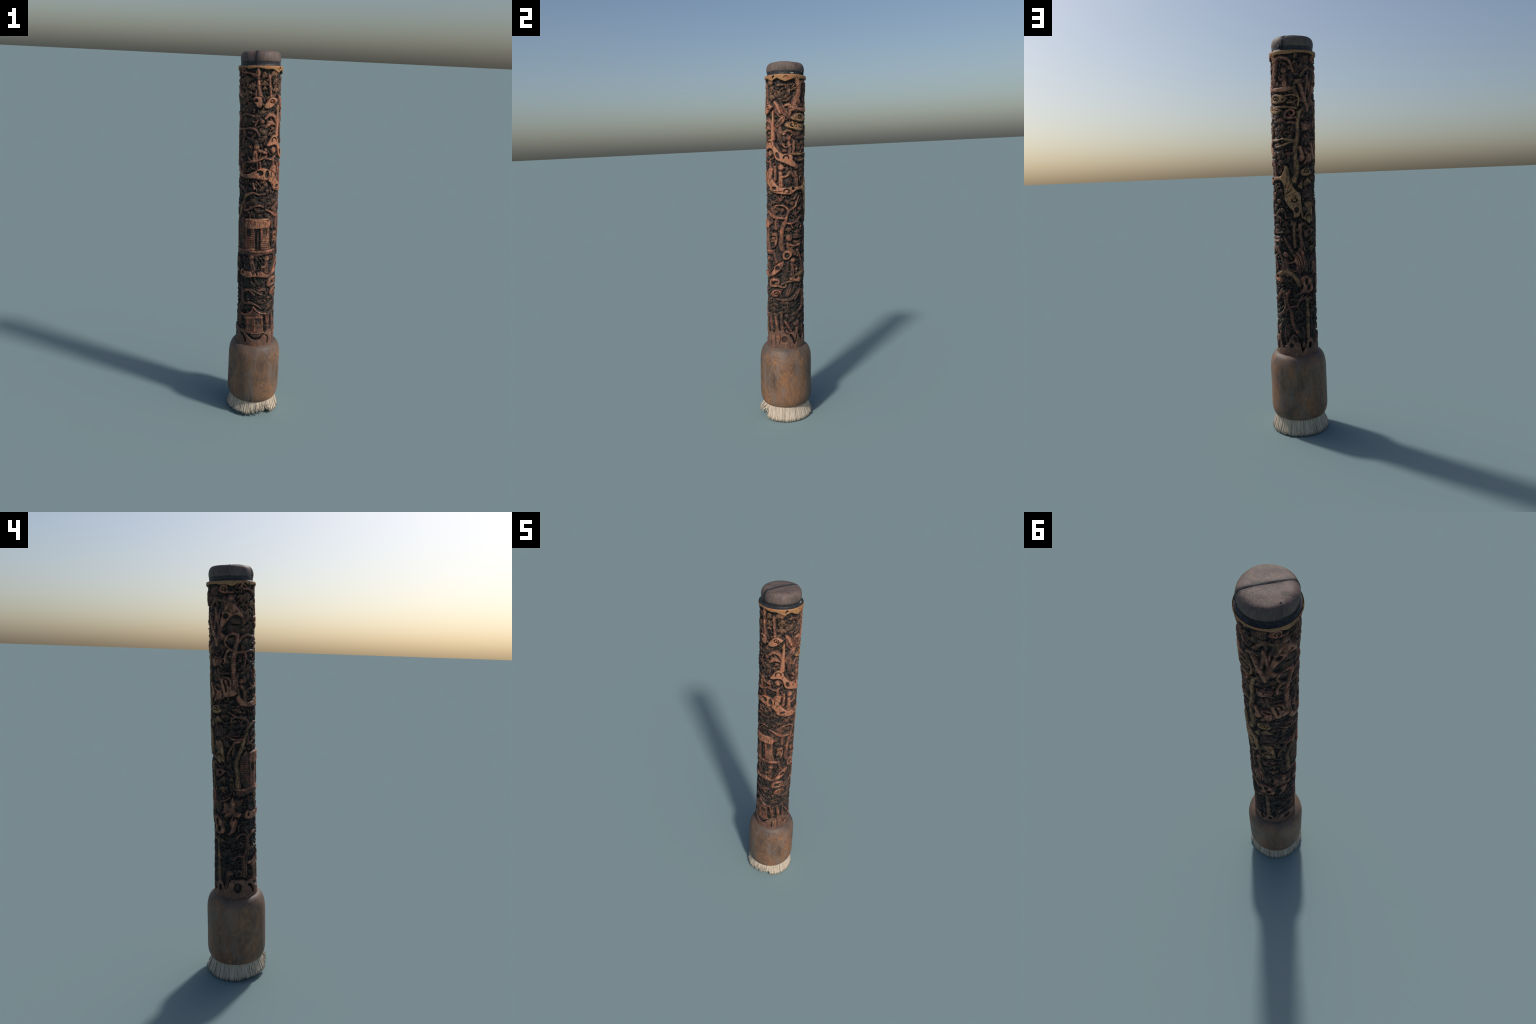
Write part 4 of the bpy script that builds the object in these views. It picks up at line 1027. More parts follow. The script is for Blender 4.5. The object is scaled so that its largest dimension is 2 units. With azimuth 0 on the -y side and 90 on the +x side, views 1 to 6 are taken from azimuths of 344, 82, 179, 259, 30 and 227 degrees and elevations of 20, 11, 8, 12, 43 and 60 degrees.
stroke('stalk', [(120.0, 990), (130.8, 958), (138.5, 915), (138.6, 871)], (14.2, 11.4), 0.85)
bump('knob', (120.9, 1072), 28.8, 14.5, 0.8)
stroke('branch', [(128.6, 1064), (141.3, 1067)], 8.5, 0.8)
figure((148.9, 955), (15.9, 14.0), [(146.3, 929), (151.2, 903), (152.1, 854)], 23.9, [[(146.2, 921), (159.6, 914), (170.6, 919)]], 0.9)
plate('rock', [(164.3, 965), (178.8, 961), (186.8, 990), (194.6, 993), (204.5, 959), (204.2, 900), (196.3, 865), (185.2, 862), (180.7, 873), (174.5, 866), (163.2, 887), (182.5, 895), (176.7, 918), (166.8, 921), (178.4, 932)], 0.95)
groove([(177.3, 963), (187.6, 935), (191.9, 903), (192.3, 870)], 4.5, 0.35)
groove([(-174.9, 980), (-165.9, 952), (-161.5, 916), (-162.7, 881)], 4.5, 0.35)
groove([(174.1, 951), (183.0, 933), (185.7, 903), (187.7, 874)], 2.8, 0.25)
hole((174.0, 885), 11.4, 8.0, 15, 0.55)
stroke('stem', [(-144.2, 936), (-147.6, 904), (-149.0, 872)], (14.2, 17.1), 0.72, groove=0.2)
plate('rock', [(-133.5, 921), (-116.8, 921), (-113.4, 881), (-130.8, 858), (-137.9, 866), (-127.6, 886)], 0.85)

# cave, pierced rock and crooked tree at the back foot
stroke('rock', [(113.0, 839), (133.0, 857), (152.3, 869), (165.1, 858), (177.2, 838), (184.6, 817), (186.3, 802)], (26.2, 20.4), 0.95, mat='ochre')
hole((116.6, 839), 12.8, 8.5, 0, 0.6)
bump('rock', (128.8, 826), 18.8, 18.0, 0.9, mat='ochre')
stroke('small_person', [(151.8, 837), (151.4, 816), (157.7, 788)], (14.6, 11.6), 0.5)
plate('rock', [(-174.0, 828), (-164.0, 848), (-153.8, 854), (-137.9, 835), (-128.5, 805), (-126.4, 768), (-141.7, 758), (-151.5, 756), (-165.1, 759), (-174.1, 745), (-171.4, 769), (-160.7, 785), (-164.2, 807)], 0.97)
hole((-152.4, 819), 9.4, 18.0, 0, 0.6)
hole((-145.0, 786), 10.4, 13.5, 0, 0.6)
stroke('branch', [(150.3, 751), (136.3, 763), (122.5, 740), (111.4, 711)], (14.6, 12.8), 0.85)
stroke('branch', [(154.3, 684), (168.9, 690), (179.8, 695), (185.1, 716), (196.3, 747)], (10.5, 9.9), 0.85)
stroke('branch', [(178.2, 692), (191.8, 655)], 7.6, 0.8)
stroke('branch', [(152.4, 676), (141.1, 656), (123.7, 643)], 11.6, 0.82)
stroke('tree_trunk', [(-174.0, 535), (-186.7, 569), (-196.2, 614), (-198.0, 654), (-202.5, 677), (-209.5, 712), (-208.9, 745), (-201.8, 773)], (22.1, 12.8), 0.9, bark=1)
needle_fan((176.0, 753), 19.2, -90, 0.62)
needle_fan((177.2, 729), 17.5, -90, 0.62)
needle_fan((179.4, 669), 26.2, -82, 0.62)
needle_fan((-173.3, 632), 19.2, -74, 0.62)
needle_fan((136.2, 621), 18.6, -93, 0.62)
needle_fan((147.2, 587), 18.1, -94, 0.62)
needle_fan((118.3, 702), 14.6, -95, 0.62)
needle_fan((118.8, 672), 14.6, -95, 0.62)
needle_fan((-165.7, 606), 17.5, -58, 0.62)
bump('knob', (115.5, 631), 25.5, 13.5, 0.75)
stroke('leaf_blade', [(136.8, 739), (140.4, 719), (143.9, 699)], 10.5, 0.6)
bump('leaf_bud', (-167.4, 688), 7.8, 15.0, 0.65)
bamboo([(-150.1, 726), (-150.1, 663), (-149.2, 602), (-149.1, 526)], (15.7, 18.1), [681, 626, 571], 0.97, mat='ochre')
leaf_spray((-151.7, 741), [(-170.5, 719), (-162.3, 726), (-155.7, 712)], 9.9, 0.8)
leaf_spray((-143.1, 736), [(-128.1, 715), (-138.5, 692), (-141.4, 711)], 9.9, 0.8)
needle_fan((-131.8, 665), 22.1, -93, 0.66)
stroke('stem', [(-136.3, 621), (-134.7, 577), (-138.9, 542)], 8.7, 0.6)
stroke('tree_trunk', [(-118.4, 572), (-121.6, 527), (-125.9, 486)], 16.3, 0.85, bark=1)
bump('pestle', (122.9, 574), 13.1, 16.0, 0.85)
stroke('stalk', [(125.1, 558), (121.2, 522), (109.5, 500)], 11.6, 0.8)
plate('rock', [(139.0, 563), (155.6, 571), (160.4, 556), (149.6, 527), (142.2, 528)], 0.6)
stroke('stalk', [(141.0, 561), (143.0, 519), (145.2, 488)], 8.7, 0.8)
stroke('stalk', [(-166.1, 576), (-161.5, 551), (-163.7, 520)], 17.5, 0.6)

# seated sage under the scroll
plate('cloud', [(-131.1, 1875), (-129.9, 1899), (-120.7, 1909), (-111.6, 1909), (-105.9, 1897), (-108.5, 1884), (-92.5, 1879), (-92.6, 1871)], 0.85)
spiral((-116.4, 1891), 12.2, 12.0, 1, 0.4)
plate('ribbed_block', [(-154.9, 1902), (-133.0, 1907), (-133.7, 1868), (-144.7, 1862)], 0.6)
groove([(-148.4, 1901), (-147.0, 1870)], 1.9, 0.15)
groove([(-143.8, 1901), (-142.6, 1869)], 1.9, 0.15)
groove([(-139.7, 1900), (-138.5, 1869)], 1.9, 0.15)
groove([(-135.8, 1900), (-134.7, 1868)], 1.9, 0.15)
stroke('branch', [(-87.0, 1895), (-81.3, 1912), (-71.1, 1917), (-59.0, 1903)], 6.9, 0.75)
stroke('stem', [(-72.7, 1906), (-73.0, 1878)], 6.4, 0.8)
leaf_spray((-72.7, 1905), [(-82.2, 1892), (-77.3, 1888), (-66.7, 1891)], 6.9, 0.75)
stroke('branch', [(-59.9, 1896), (-43.7, 1891), (-25.2, 1878)], 7.4, 0.78)
figure((-99.5, 1853), (14.5, 13.5), [(-101.1, 1831), (-98.5, 1816), (-96.0, 1802)], 34.4, [[(-91.8, 1821), (-82.4, 1802), (-78.2, 1792)], [(-106.5, 1824), (-113.6, 1804), (-119.4, 1790)]], 0.88, hat=1)
plate('rock', [(-124.0, 1780), (-113.6, 1800), (-101.5, 1792), (-89.4, 1791), (-78.1, 1802), (-70.5, 1787), (-70.2, 1767), (-78.3, 1776), (-90.8, 1783), (-104.5, 1765), (-113.6, 1748), (-119.5, 1731), (-124.1, 1724), (-129.5, 1744)], 0.92)
hole((-112.3, 1777), 11.0, 12.0, 30, 0.6)
stroke('leaf_blade', [(-114.3, 1855), (-116.1, 1824), (-126.1, 1790)], (18.5, 21.2), 0.72, groove=0.2)
leaf_spray((-73.1, 1865), [(-86.0, 1853), (-73.4, 1834), (-59.6, 1843)], 9.5, 0.72)
leaf_spray((-39.0, 1842), [(-50.2, 1816), (-33.0, 1808), (-20.0, 1824)], 9.5, 0.72)
leaf_spray((-50.3, 1808), [(-65.3, 1781), (-53.8, 1766), (-38.2, 1792)], 9.5, 0.72)
leaf_spray((-139.0, 1859), [(-156.0, 1824), (-136.2, 1820), (-123.1, 1840)], 9.5, 0.72)
leaf_spray((-67.2, 1831), [(-73.5, 1819), (-67.4, 1811)], 9.5, 0.72)
leaf_spray((-52.7, 1875), [(-54.0, 1839), (-44.1, 1852)], 9.5, 0.72)
stroke('stalk', [(-141.8, 1813), (-137.0, 1779), (-134.0, 1729)], 11.7, 0.8)
stroke('stalk', [(-128.2, 1805), (-131.2, 1769), (-135.7, 1749)], 9.5, 0.7)
stroke('stalk', [(-45.0, 1778), (-63.0, 1755), (-71.2, 1740)], 15.9, 0.7)
needle_fan((-88.5, 1743), 29.1, 86, 0.62)
needle_fan((-92.6, 1736), 31.8, -94, 0.62)
needle_fan((-57.9, 1738), 23.8, -76, 0.62)
needle_fan((-56.2, 1718), 21.2, -90, 0.62)
needle_fan((-42.8, 1748), 15.9, -73, 0.62)
needle_fan((-101.3, 1684), 23.8, -79, 0.62)
needle_fan((-60.2, 1678), 23.8, -94, 0.62)
plate('rock', [(-131.7, 1707), (-123.5, 1707), (-114.7, 1694), (-117.3, 1676), (-127.1, 1671)], 0.8)
stroke('branch', [(-116.7, 1672), (-109.4, 1692), (-95.7, 1702), (-85.5, 1693), (-83.6, 1669)], (9.5, 12.2), 0.85)
stroke('branch', [(-81.5, 1664), (-73.2, 1685), (-56.4, 1696), (-33.1, 1685)], (12.2, 9.5), 0.82)
stroke('branch', [(-92.4, 1622), (-101.9, 1629), (-110.1, 1626), (-115.7, 1606), (-117.8, 1578)], 10.6, 0.85)
stroke('branch', [(-86.9, 1619), (-73.8, 1621), (-64.3, 1611), (-64.2, 1582), (-67.2, 1568)], 10.6, 0.85)
stroke('branch', [(-65.9, 1620), (-46.6, 1627), (-25.4, 1618)], 9.0, 0.82)
stroke('branch', [(-116.6, 1676), (-116.8, 1658), (-107.2, 1638), (-97.7, 1631)], 8.5, 0.82)
stroke('tree_trunk', [(-84.1, 1695), (-87.9, 1658), (-92.1, 1623), (-95.4, 1591), (-96.5, 1545), (-94.9, 1494), (-95.0, 1457)], (15.9, 24.8), 0.93, bark=1)
needle_fan((-101.3, 1678), 22.2, -83, 0.62)
needle_fan((-63.8, 1667), 22.2, -79, 0.62)
needle_fan((-125.9, 1649), 22.2, -79, 0.62)
needle_fan((-111.4, 1581), 20.1, -79, 0.62)
needle_fan((-105.5, 1606), 13.2, -83, 0.62)
needle_fan((-72.8, 1562), 20.1, -61, 0.62)
needle_fan((-71.5, 1534), 16.9, -58, 0.62)
needle_fan((-57.7, 1553), 15.9, -76, 0.62)
needle_fan((-153.0, 1653), 14.3, -73, 0.62)
needle_fan((-152.4, 1625), 13.2, -76, 0.62)
needle_fan((-155.1, 1523), 13.2, -73, 0.62)
bump('pine_cone', (-78.6, 1584), 10.5, 9.0, 0.75)
bump('pine_cone', (-43.9, 1605), 18.9, 9.0, 0.75)
plate('rock', [(-154.7, 1588), (-136.5, 1604), (-125.9, 1596), (-124.6, 1578), (-139.1, 1558), (-151.4, 1568)], 0.8)
groove([(-130.3, 1583), (-130.7, 1589), (-136.7, 1593), (-143.3, 1589), (-144.1, 1582)], 4.2, 0.3)
stroke('arm', [(-139.3, 1547), (-136.9, 1524), (-135.5, 1501)], 14.3, 0.75)
stroke('arm', [(-131.7, 1527), (-119.9, 1527), (-107.7, 1527)], 9.0, 0.72)
plate('rock', [(-131.7, 1496), (-123.2, 1509), (-114.2, 1514), (-104.2, 1507), (-100.8, 1486), (-103.3, 1463), (-94.0, 1447), (-83.4, 1442), (-94.2, 1426), (-109.6, 1421), (-121.3, 1418), (-124.3, 1442), (-126.8, 1468)], 0.97)
groove([(-115.7, 1446), (-118.4, 1473), (-121.8, 1494), (-116.5, 1504), (-110.9, 1494), (-107.3, 1472)], 6.9, 0.5)
plate('rock', [(-150.6, 1471), (-138.5, 1483), (-129.7, 1473), (-128.4, 1447), (-126.7, 1416), (-144.9, 1402), (-141.0, 1428), (-147.2, 1450)], 0.92)
hole((-138.5, 1461), 17.0, 8.5, 25, 0.55)
stroke('rock', [(-163.0, 1483), (-158.4, 1454), (-154.8, 1430)], (10.6, 17.4), 0.9)
figure((-76.1, 1491), (12.5, 11.0), [(-77.3, 1470), (-69.0, 1446), (-66.1, 1398)], 21.1, [[(-76.6, 1466), (-67.4, 1443), (-52.6, 1457), (-22.5, 1463)], [(-48.0, 1477), (-37.6, 1465), (-17.9, 1467)]], 0.88, hat=1)
bump('jar', (-57.7, 1512), 19.5, 22.0, 0.58)
plate('rock', [(-93.6, 1418), (-84.3, 1432), (-75.6, 1404), (-60.8, 1396), (-46.4, 1393), (-28.9, 1415), (-11.1, 1396), (-24.3, 1374), (-59.2, 1372), (-77.3, 1378), (-87.4, 1394)], 0.97)
groove([(-72.6, 1396), (-66.0, 1402), (-59.0, 1397), (-66.1, 1390), (-72.6, 1396)], 2.1, 0.2)
needle_fan((-118.6, 1388), 23.8, -85, 0.62)
needle_fan((-104.1, 1404), 14.8, -85, 0.62)
needle_fan((-120.4, 1366), 21.1, -90, 0.62)
needle_fan((-132.9, 1389), 14.3, -58, 0.62)
stroke('leaf_blade', [(-92.6, 1362), (-84.9, 1356), (-76.8, 1346)], (14.8, 10.6), 0.85)
stroke('branch', [(-113.1, 1354), (-101.9, 1341), (-90.8, 1330), (-74.7, 1326), (-60.6, 1307)], 9.0, 0.82)

# left flank: crooked pine beside the house
leaf_spray((-143.3, 1323), [(-151.7, 1293), (-138.9, 1293), (-126.5, 1308)], 11.8, 0.8, mat='ochre')
stroke('stem', [(-160.9, 1317), (-161.9, 1284)], 10.7, 0.8, mat='ochre')
stroke('branch', [(-125.5, 1329), (-119.3, 1332), (-114.9, 1328)], 7.0, 0.75)
needle_fan((-102.2, 1311), 17.7, -82, 0.64, mat='ochre')
needle_fan((-106.6, 1292), 20.4, -79, 0.64, mat='ochre')
needle_fan((-89.7, 1289), 15.0, -83, 0.64, mat='ochre')
needle_fan((-74.9, 1293), 18.8, -82, 0.64, mat='ochre')
needle_fan((-119.6, 1305), 13.4, -79, 0.64, mat='ochre')
needle_fan((-84.1, 1267), 16.1, -63, 0.64, mat='ochre')
needle_fan((-42.5, 1256), 14.5, -73, 0.64, mat='ochre')
stroke('branch', [(-105.0, 1311), (-99.3, 1324), (-92.2, 1329), (-74.7, 1320), (-61.5, 1309), (-56.0, 1292)], (8.1, 11.8), 0.82)
stroke('branch', [(-70.7, 1222), (-91.7, 1224), (-103.0, 1227), (-115.8, 1241)], (10.7, 8.6), 0.84)
stroke('branch', [(-83.1, 1213), (-96.1, 1209), (-107.7, 1179), (-114.9, 1154), (-117.0, 1124)], (12.4, 9.7), 0.86)
stroke('branch', [(-99.7, 1196), (-96.4, 1168)], 7.5, 0.8)
stroke('branch', [(-62.3, 1202), (-42.9, 1212), (-31.4, 1224)], 8.1, 0.82)
stroke('branch', [(-74.8, 1311), (-82.5, 1294)], 7.5, 0.8)
stroke('tree_trunk', [(-36.2, 1298), (-55.6, 1280), (-63.7, 1248), (-70.7, 1217), (-77.3, 1185), (-86.5, 1151), (-92.5, 1119), (-93.9, 1092), (-90.1, 1056), (-88.8, 991)], (13.4, 23.6), 0.95, bark=1, mat='ochre')
bump('hat', (-101.3, 1253), 17.5, 5.5, 0.75)
stroke('hat', [(-112.8, 1248), (-101.4, 1241), (-85.1, 1240)], 7.0, 0.78, same=1)
stroke('bundle', [(-127.5, 1232), (-123.8, 1211), (-117.0, 1195)], (13.4, 16.1), 0.75, lines=2)
bump('bundle', (-116.1, 1209), 7.3, 13.5, 0.7)
needle_fan((-103.6, 1160), 22.6, 0, 0.68, mat='ochre')
needle_fan((-114.0, 1133), 18.8, -16, 0.68, mat='ochre')
needle_fan((-113.5, 1103), 17.7, -39, 0.68, mat='ochre')
plate('ribbed_bulb', [(-146.7, 1274), (-132.7, 1285), (-117.7, 1273), (-118.4, 1251), (-130.0, 1235), (-145.9, 1236)], 0.7)
groove([(-141.1, 1278), (-143.8, 1237)], 1.9, 0.16)
groove([(-135.4, 1279), (-137.9, 1238)], 1.9, 0.16)
groove([(-130.2, 1280), (-132.5, 1239)], 1.9, 0.16)
groove([(-125.3, 1280), (-127.4, 1240)], 1.9, 0.16)
plate('rock', [(-147.8, 1217), (-130.1, 1221), (-126.9, 1188), (-125.6, 1167), (-121.8, 1111), (-135.0, 1121), (-146.7, 1137), (-149.0, 1156), (-137.8, 1181)], 0.95, mat='ochre')
groove([(-133.9, 1145), (-134.4, 1151), (-140.1, 1154), (-146.7, 1148), (-147.5, 1142)], 6.4, 0.5)
bump('pebble', (-149.2, 1181), 11.6, 14.5, 0.78)
stroke('stem', [(-171.1, 1263), (-167.5, 1236), (-165.0, 1190), (-159.5, 1142)], (10.7, 11.8), 0.95, mat='ochre')
plate('rock', [(-146.7, 1074), (-131.9, 1087), (-119.8, 1074), (-132.3, 1055), (-142.4, 1038)], 0.88)
hole((-138.6, 1065), 10.9, 9.0, 0, 0.55)
leaf_spray((-129.0, 1044), [(-141.3, 1018), (-126.2, 1005), (-114.2, 1035)], 10.2, 0.85, mat='ochre')
leaf_spray((-131.3, 996), [(-146.2, 974), (-131.8, 963), (-117.0, 976)], 10.2, 0.85, mat='ochre')
bump('knob', (-113.2, 1058), 9.5, 12.5, 0.65)
bump('knob', (-105.2, 1052), 10.9, 12.0, 0.62)
plate('ribbed_bulb', [(-113.6, 1014), (-99.0, 1020), (-97.9, 987), (-106.7, 967), (-112.5, 981)], 0.68)
groove([(-108.5, 1014), (-108.1, 975)], 2.1, 0.18)
groove([(-103.4, 1016), (-103.7, 978)], 2.1, 0.18)
stroke('stem', [(-164.6, 1090), (-164.3, 1040), (-154.7, 978)], (10.7, 10.7), 0.85, mat='ochre')

# second banana plant and lower left tree
stroke('frond', [(-105.2, 887), (-104.7, 921), (-104.2, 950)], (22.3, 9.5), 0.95)
stroke('frond', [(-100.0, 900), (-88.2, 917), (-75.5, 935)], (16.7, 15.6), 0.9, groove=0.3)
stroke('frond', [(-112.6, 885), (-120.8, 904), (-128.0, 916)], (16.7, 16.7), 0.88)
stroke('frond', [(-109.0, 870), (-118.1, 861), (-129.6, 849)], (19.5, 11.1), 0.9)
stroke('frond', [(-97.3, 867), (-88.5, 862), (-78.7, 863)], (16.7, 11.1), 0.9)
plate('rock', [(-112.6, 881), (-100.0, 895), (-95.1, 867), (-79.5, 861), (-90.2, 840), (-94.0, 812), (-97.1, 789), (-99.2, 772), (-122.4, 749), (-112.8, 774), (-107.8, 795), (-117.0, 817), (-110.7, 838), (-103.2, 855)], 0.95)
groove([(-92.0, 835), (-92.4, 842), (-97.5, 847), (-102.6, 843), (-103.1, 835)], 7.8, 0.5)
plate('boat', [(-75.1, 848), (-64.4, 886), (-54.8, 865), (-28.8, 861), (-23.4, 837), (-45.8, 828), (-69.9, 835)], 0.95)
hole((-60.9, 856), 6.5, 8.5, 0, 0.55)
stroke('leaf_blade', [(-95.6, 899), (-86.9, 887), (-74.6, 873)], (13.9, 13.9), 0.65, lines=2)
stroke('stem', [(-157.0, 939), (-152.1, 913), (-151.5, 881)], (19.5, 25.1), 0.8, lines=2)
plate('cloud', [(-135.1, 841), (-117.9, 849), (-121.3, 822), (-131.9, 807)], 0.8)
spiral((-126.4, 832), 8.8, 8.5, 1, 0.3)
stroke('branch', [(-140.3, 886), (-139.4, 920), (-120.5, 933), (-111.3, 947)], (11.1, 9.5), 0.85)
needle_fan((-54.4, 925), 18.4, -79, 0.62)
stroke('leaf_blade', [(-56.7, 897), (-48.0, 876)], (16.7, 11.1), 0.75)
needle_fan((-70.8, 825), 20.6, -82, 0.62)
needle_fan((-67.6, 795), 22.3, -90, 0.62)
needle_fan((-104.1, 746), 25.1, -79, 0.62)
needle_fan((-118.6, 727), 16.7, -82, 0.62)
needle_fan((-104.3, 708), 15.6, -63, 0.62)
needle_fan((-123.1, 676), 22.3, -79, 0.62)
needle_fan((-110.6, 669), 21.2, -79, 0.62)
needle_fan((-109.3, 646), 21.2, -79, 0.62)
needle_fan((-106.5, 620), 19.5, -82, 0.62)
needle_fan((-94.6, 625), 13.9, -79, 0.62)
needle_fan((-51.6, 655), 18.4, -94, 0.62)
stroke('stem', [(-54.0, 824), (-53.1, 789)], 9.5, 0.65)
stroke('branch', [(-95.3, 740), (-85.5, 758), (-72.0, 758), (-63.4, 732)], (10.0, 12.3), 0.84)
stroke('branch', [(-62.6, 723), (-53.3, 751), (-37.6, 759), (-21.0, 732)], 12.3, 0.84)
stroke('branch', [(-61.8, 680), (-44.0, 682), (-28.0, 685)], 10.6, 0.82)
stroke('branch', [(-79.2, 645), (-92.9, 650), (-103.4, 630)], 10.6, 0.82)
stroke('branch', [(-87.6, 774), (-90.5, 789), (-84.4, 811)], 8.4, 0.75)
stroke('tree_trunk', [(-63.4, 732), (-66.4, 680), (-75.2, 639), (-76.2, 595), (-74.5, 545)], (14.5, 18.4), 0.88, bark=1)
plate('hermit', [(-94.8, 706), (-81.8, 728), (-71.6, 697), (-79.8, 683), (-92.6, 694)], 0.68)
hole((-85.0, 704), 8.6, 7.0, 0, 0.35)
stroke('stalk', [(-136.1, 609), (-129.1, 579), (-125.3, 532)], (12.8, 13.9), 0.72, groove=0.2)
bump('pine_cone', (-111.5, 560), 16.2, 16.5, 0.72)
plate('window_frame', [(-99.6, 574), (-81.2, 574), (-80.5, 541), (-99.2, 544)], 0.78)
hole((-90.5, 558), 9.7, 9.5, 0, 0.5)
stroke('roof_edge', [(-69.4, 617), (-51.9, 604), (-33.0, 629)], 10.0, 0.9)
stroke('post', [(-40.2, 597), (-40.4, 555), (-42.2, 513)], 21.2, 0.85)

# rim band and plain foot ring close the carving above and below
rim_and_foot()
groove([(87.1, 1905), (86.7, 1911), (82.0, 1915), (77.3, 1911), (76.9, 1905)], 4.4, 0.3)
hole((45.2, 1916), 5.3, 4.5, 0, 0.5)
hole((42.6, 1911), 3.8, 5.0, 0, 0.4)
bump('pebble', (79.6, 1901), 5.4, 3.5, 1.0)
bump('pebble', (83.9, 1911), 9.1, 3.5, 0.9)
groove([(113.7, 1917), (117.8, 1904)], 2.5, 0.3)
groove([(33.8, 1912), (43.3, 1905)], 1.7, 0.2)
groove([(-61.7, 497), (-51.9, 484), (-45.0, 452)], 10.9, 0.6)
groove([(19.9, 491), (27.5, 473), (26.7, 443)], 7.0, 0.3)
groove([(11.3, 495), (27.4, 480), (27.6, 441)], 4.6, 0.3)
groove([(44.4, 518), (47.8, 489), (48.2, 446)], 4.6, 0.35)
groove([(59.4, 522), (64.0, 493), (60.9, 453)], 3.3, 0.25)
groove([(75.4, 535), (80.6, 518), (89.2, 511)], 3.3, 0.3)
hole((77.0, 482), 17.7, 18.5, 0, 0.5)
plate('niche_stone', [(74.4, 466), (77.9, 484), (80.4, 466)], 0.75)
groove([(96.4, 506), (104.7, 484), (110.0, 455)], 13.0, 0.75)
groove([(132.2, 514), (136.2, 471)], 11.1, 0.6)
groove([(118.2, 503), (120.4, 462)], 2.6, 0.15)
hole((171.7, 517), 8.9, 16.5, -25, 0.55)
hole((160.7, 484), 10.5, 10.5, 0, 0.6)
hole((-145.3, 480), 9.9, 17.0, 0, 0.65)
groove([(115.5, 500), (113.8, 462)], 6.4, 0.6)
plate('pebble', [(-168.8, 503), (-162.2, 509), (-157.4, 488), (-161.1, 467), (-167.8, 466), (-170.7, 485)], 0.8)
hole((-145.1, 482), 9.5, 15.5, 0, 0.6)
hole((-93.9, 485), 20.2, 26.0, 0, 0.7)
bump('pebble', (-93.6, 486), 11.1, 14.0, 0.75)
groove([(-61.7, 495), (-51.5, 482), (-45.0, 453)], 12.4, 0.6)
groove([(-101.1, 508), (-105.7, 519)], 4.4, 0.3)

# ------------------------------------------------------------------ undergrowth fills what is left of the ground
def fill_ground():
    i = piece("undergrowth", "leaf")
    r = np.random.default_rng(21)
    for _ in range(2500):
        a = r.uniform(0, 360); z = r.uniform(500, 1890); rad = r.uniform(7.0, 11.0)
        win = window([(a, z)], rad*0.8)
        patch = H[win[0]][:, win[1]]
        if patch.mean() > 0.17: continue
        if r.random() < 0.6:
            needle_fan((a, z), rad, r.uniform(200, 340), r.uniform(0.36, 0.58), idx=i)
        else:
            tips = [(a+rad*1.3*math.cos(t)/MMD, z+rad*1.3*math.sin(t)) for t in np.radians([230, 270, 310])]
            leaf_spray((a, z), tips, 4.5, r.uniform(0.38, 0.52), idx=i)

def scatter_growth():
    """bigger sprigs, shoots and pebbles where the ground would still lie bare"""
    r = np.random.default_rng(33)
    i = piece("sprouting_undergrowth", "leaf"); j = piece("twigs_and_pebbles", "red")
    for _ in range(7000):
        a = r.uniform(0, 360); z = r.uniform(505, 1885); rad = r.uniform(7.0, 11.0)
        win = window([(a, z)], rad*0.55)
        patch = H[win[0]][:, win[1]]
        if patch.mean() > 0.28: continue
        kind = r.random(); top = r.uniform(0.58, 0.82)
        if kind < 0.5: needle_fan((a, z), rad*0.95, r.uniform(215, 325), top, idx=i)
        elif kind < 0.72:
            d = r.uniform(220, 320)
            leaf_spray((a, z), [(a+rad*1.35*math.cos(math.radians(d+o))/MMD, z+rad*1.35*math.sin(math.radians(d+o))) for o in (-45, 0, 45)], 5.0, top, idx=i)
        elif kind < 0.88:
            s = r.uniform(-1, 1)
            stroke("twig", [(a-rad*0.9*s/MMD, z-rad*0.9), (a+rad*0.25/MMD, z), (a+rad*0.8*s/MMD, z+rad*0.9)], 4.2, top, idx=j)
        else: bump("pebble", (a, z), rad*0.5, rad*0.42, top, idx=j)

def soft_noise(cells_z, cells_a, gen):
    g = gen.normal(0, 1, (cells_z+1, cells_a))
    zi = np.linspace(0, cells_z-1e-6, len(ZROW)); ai = np.arange(NA)/NA*cells_a
    z0 = zi.astype(int); a0 = ai.astype(int) % cells_a
    tz = zi-z0; ta = ai-ai.astype(int); tz = tz*tz*(3-2*tz); ta = ta*ta*(3-2*ta)
    a1 = (a0+1) % cells_a
    return ((g[z0][:, a0]*(1-ta)+g[z0][:, a1]*ta)*(1-tz)[:, None] + (g[z0+1][:, a0]*(1-ta)+g[z0+1][:, a1]*ta)*tz[:, None])

scatter_growth()
fill_ground()

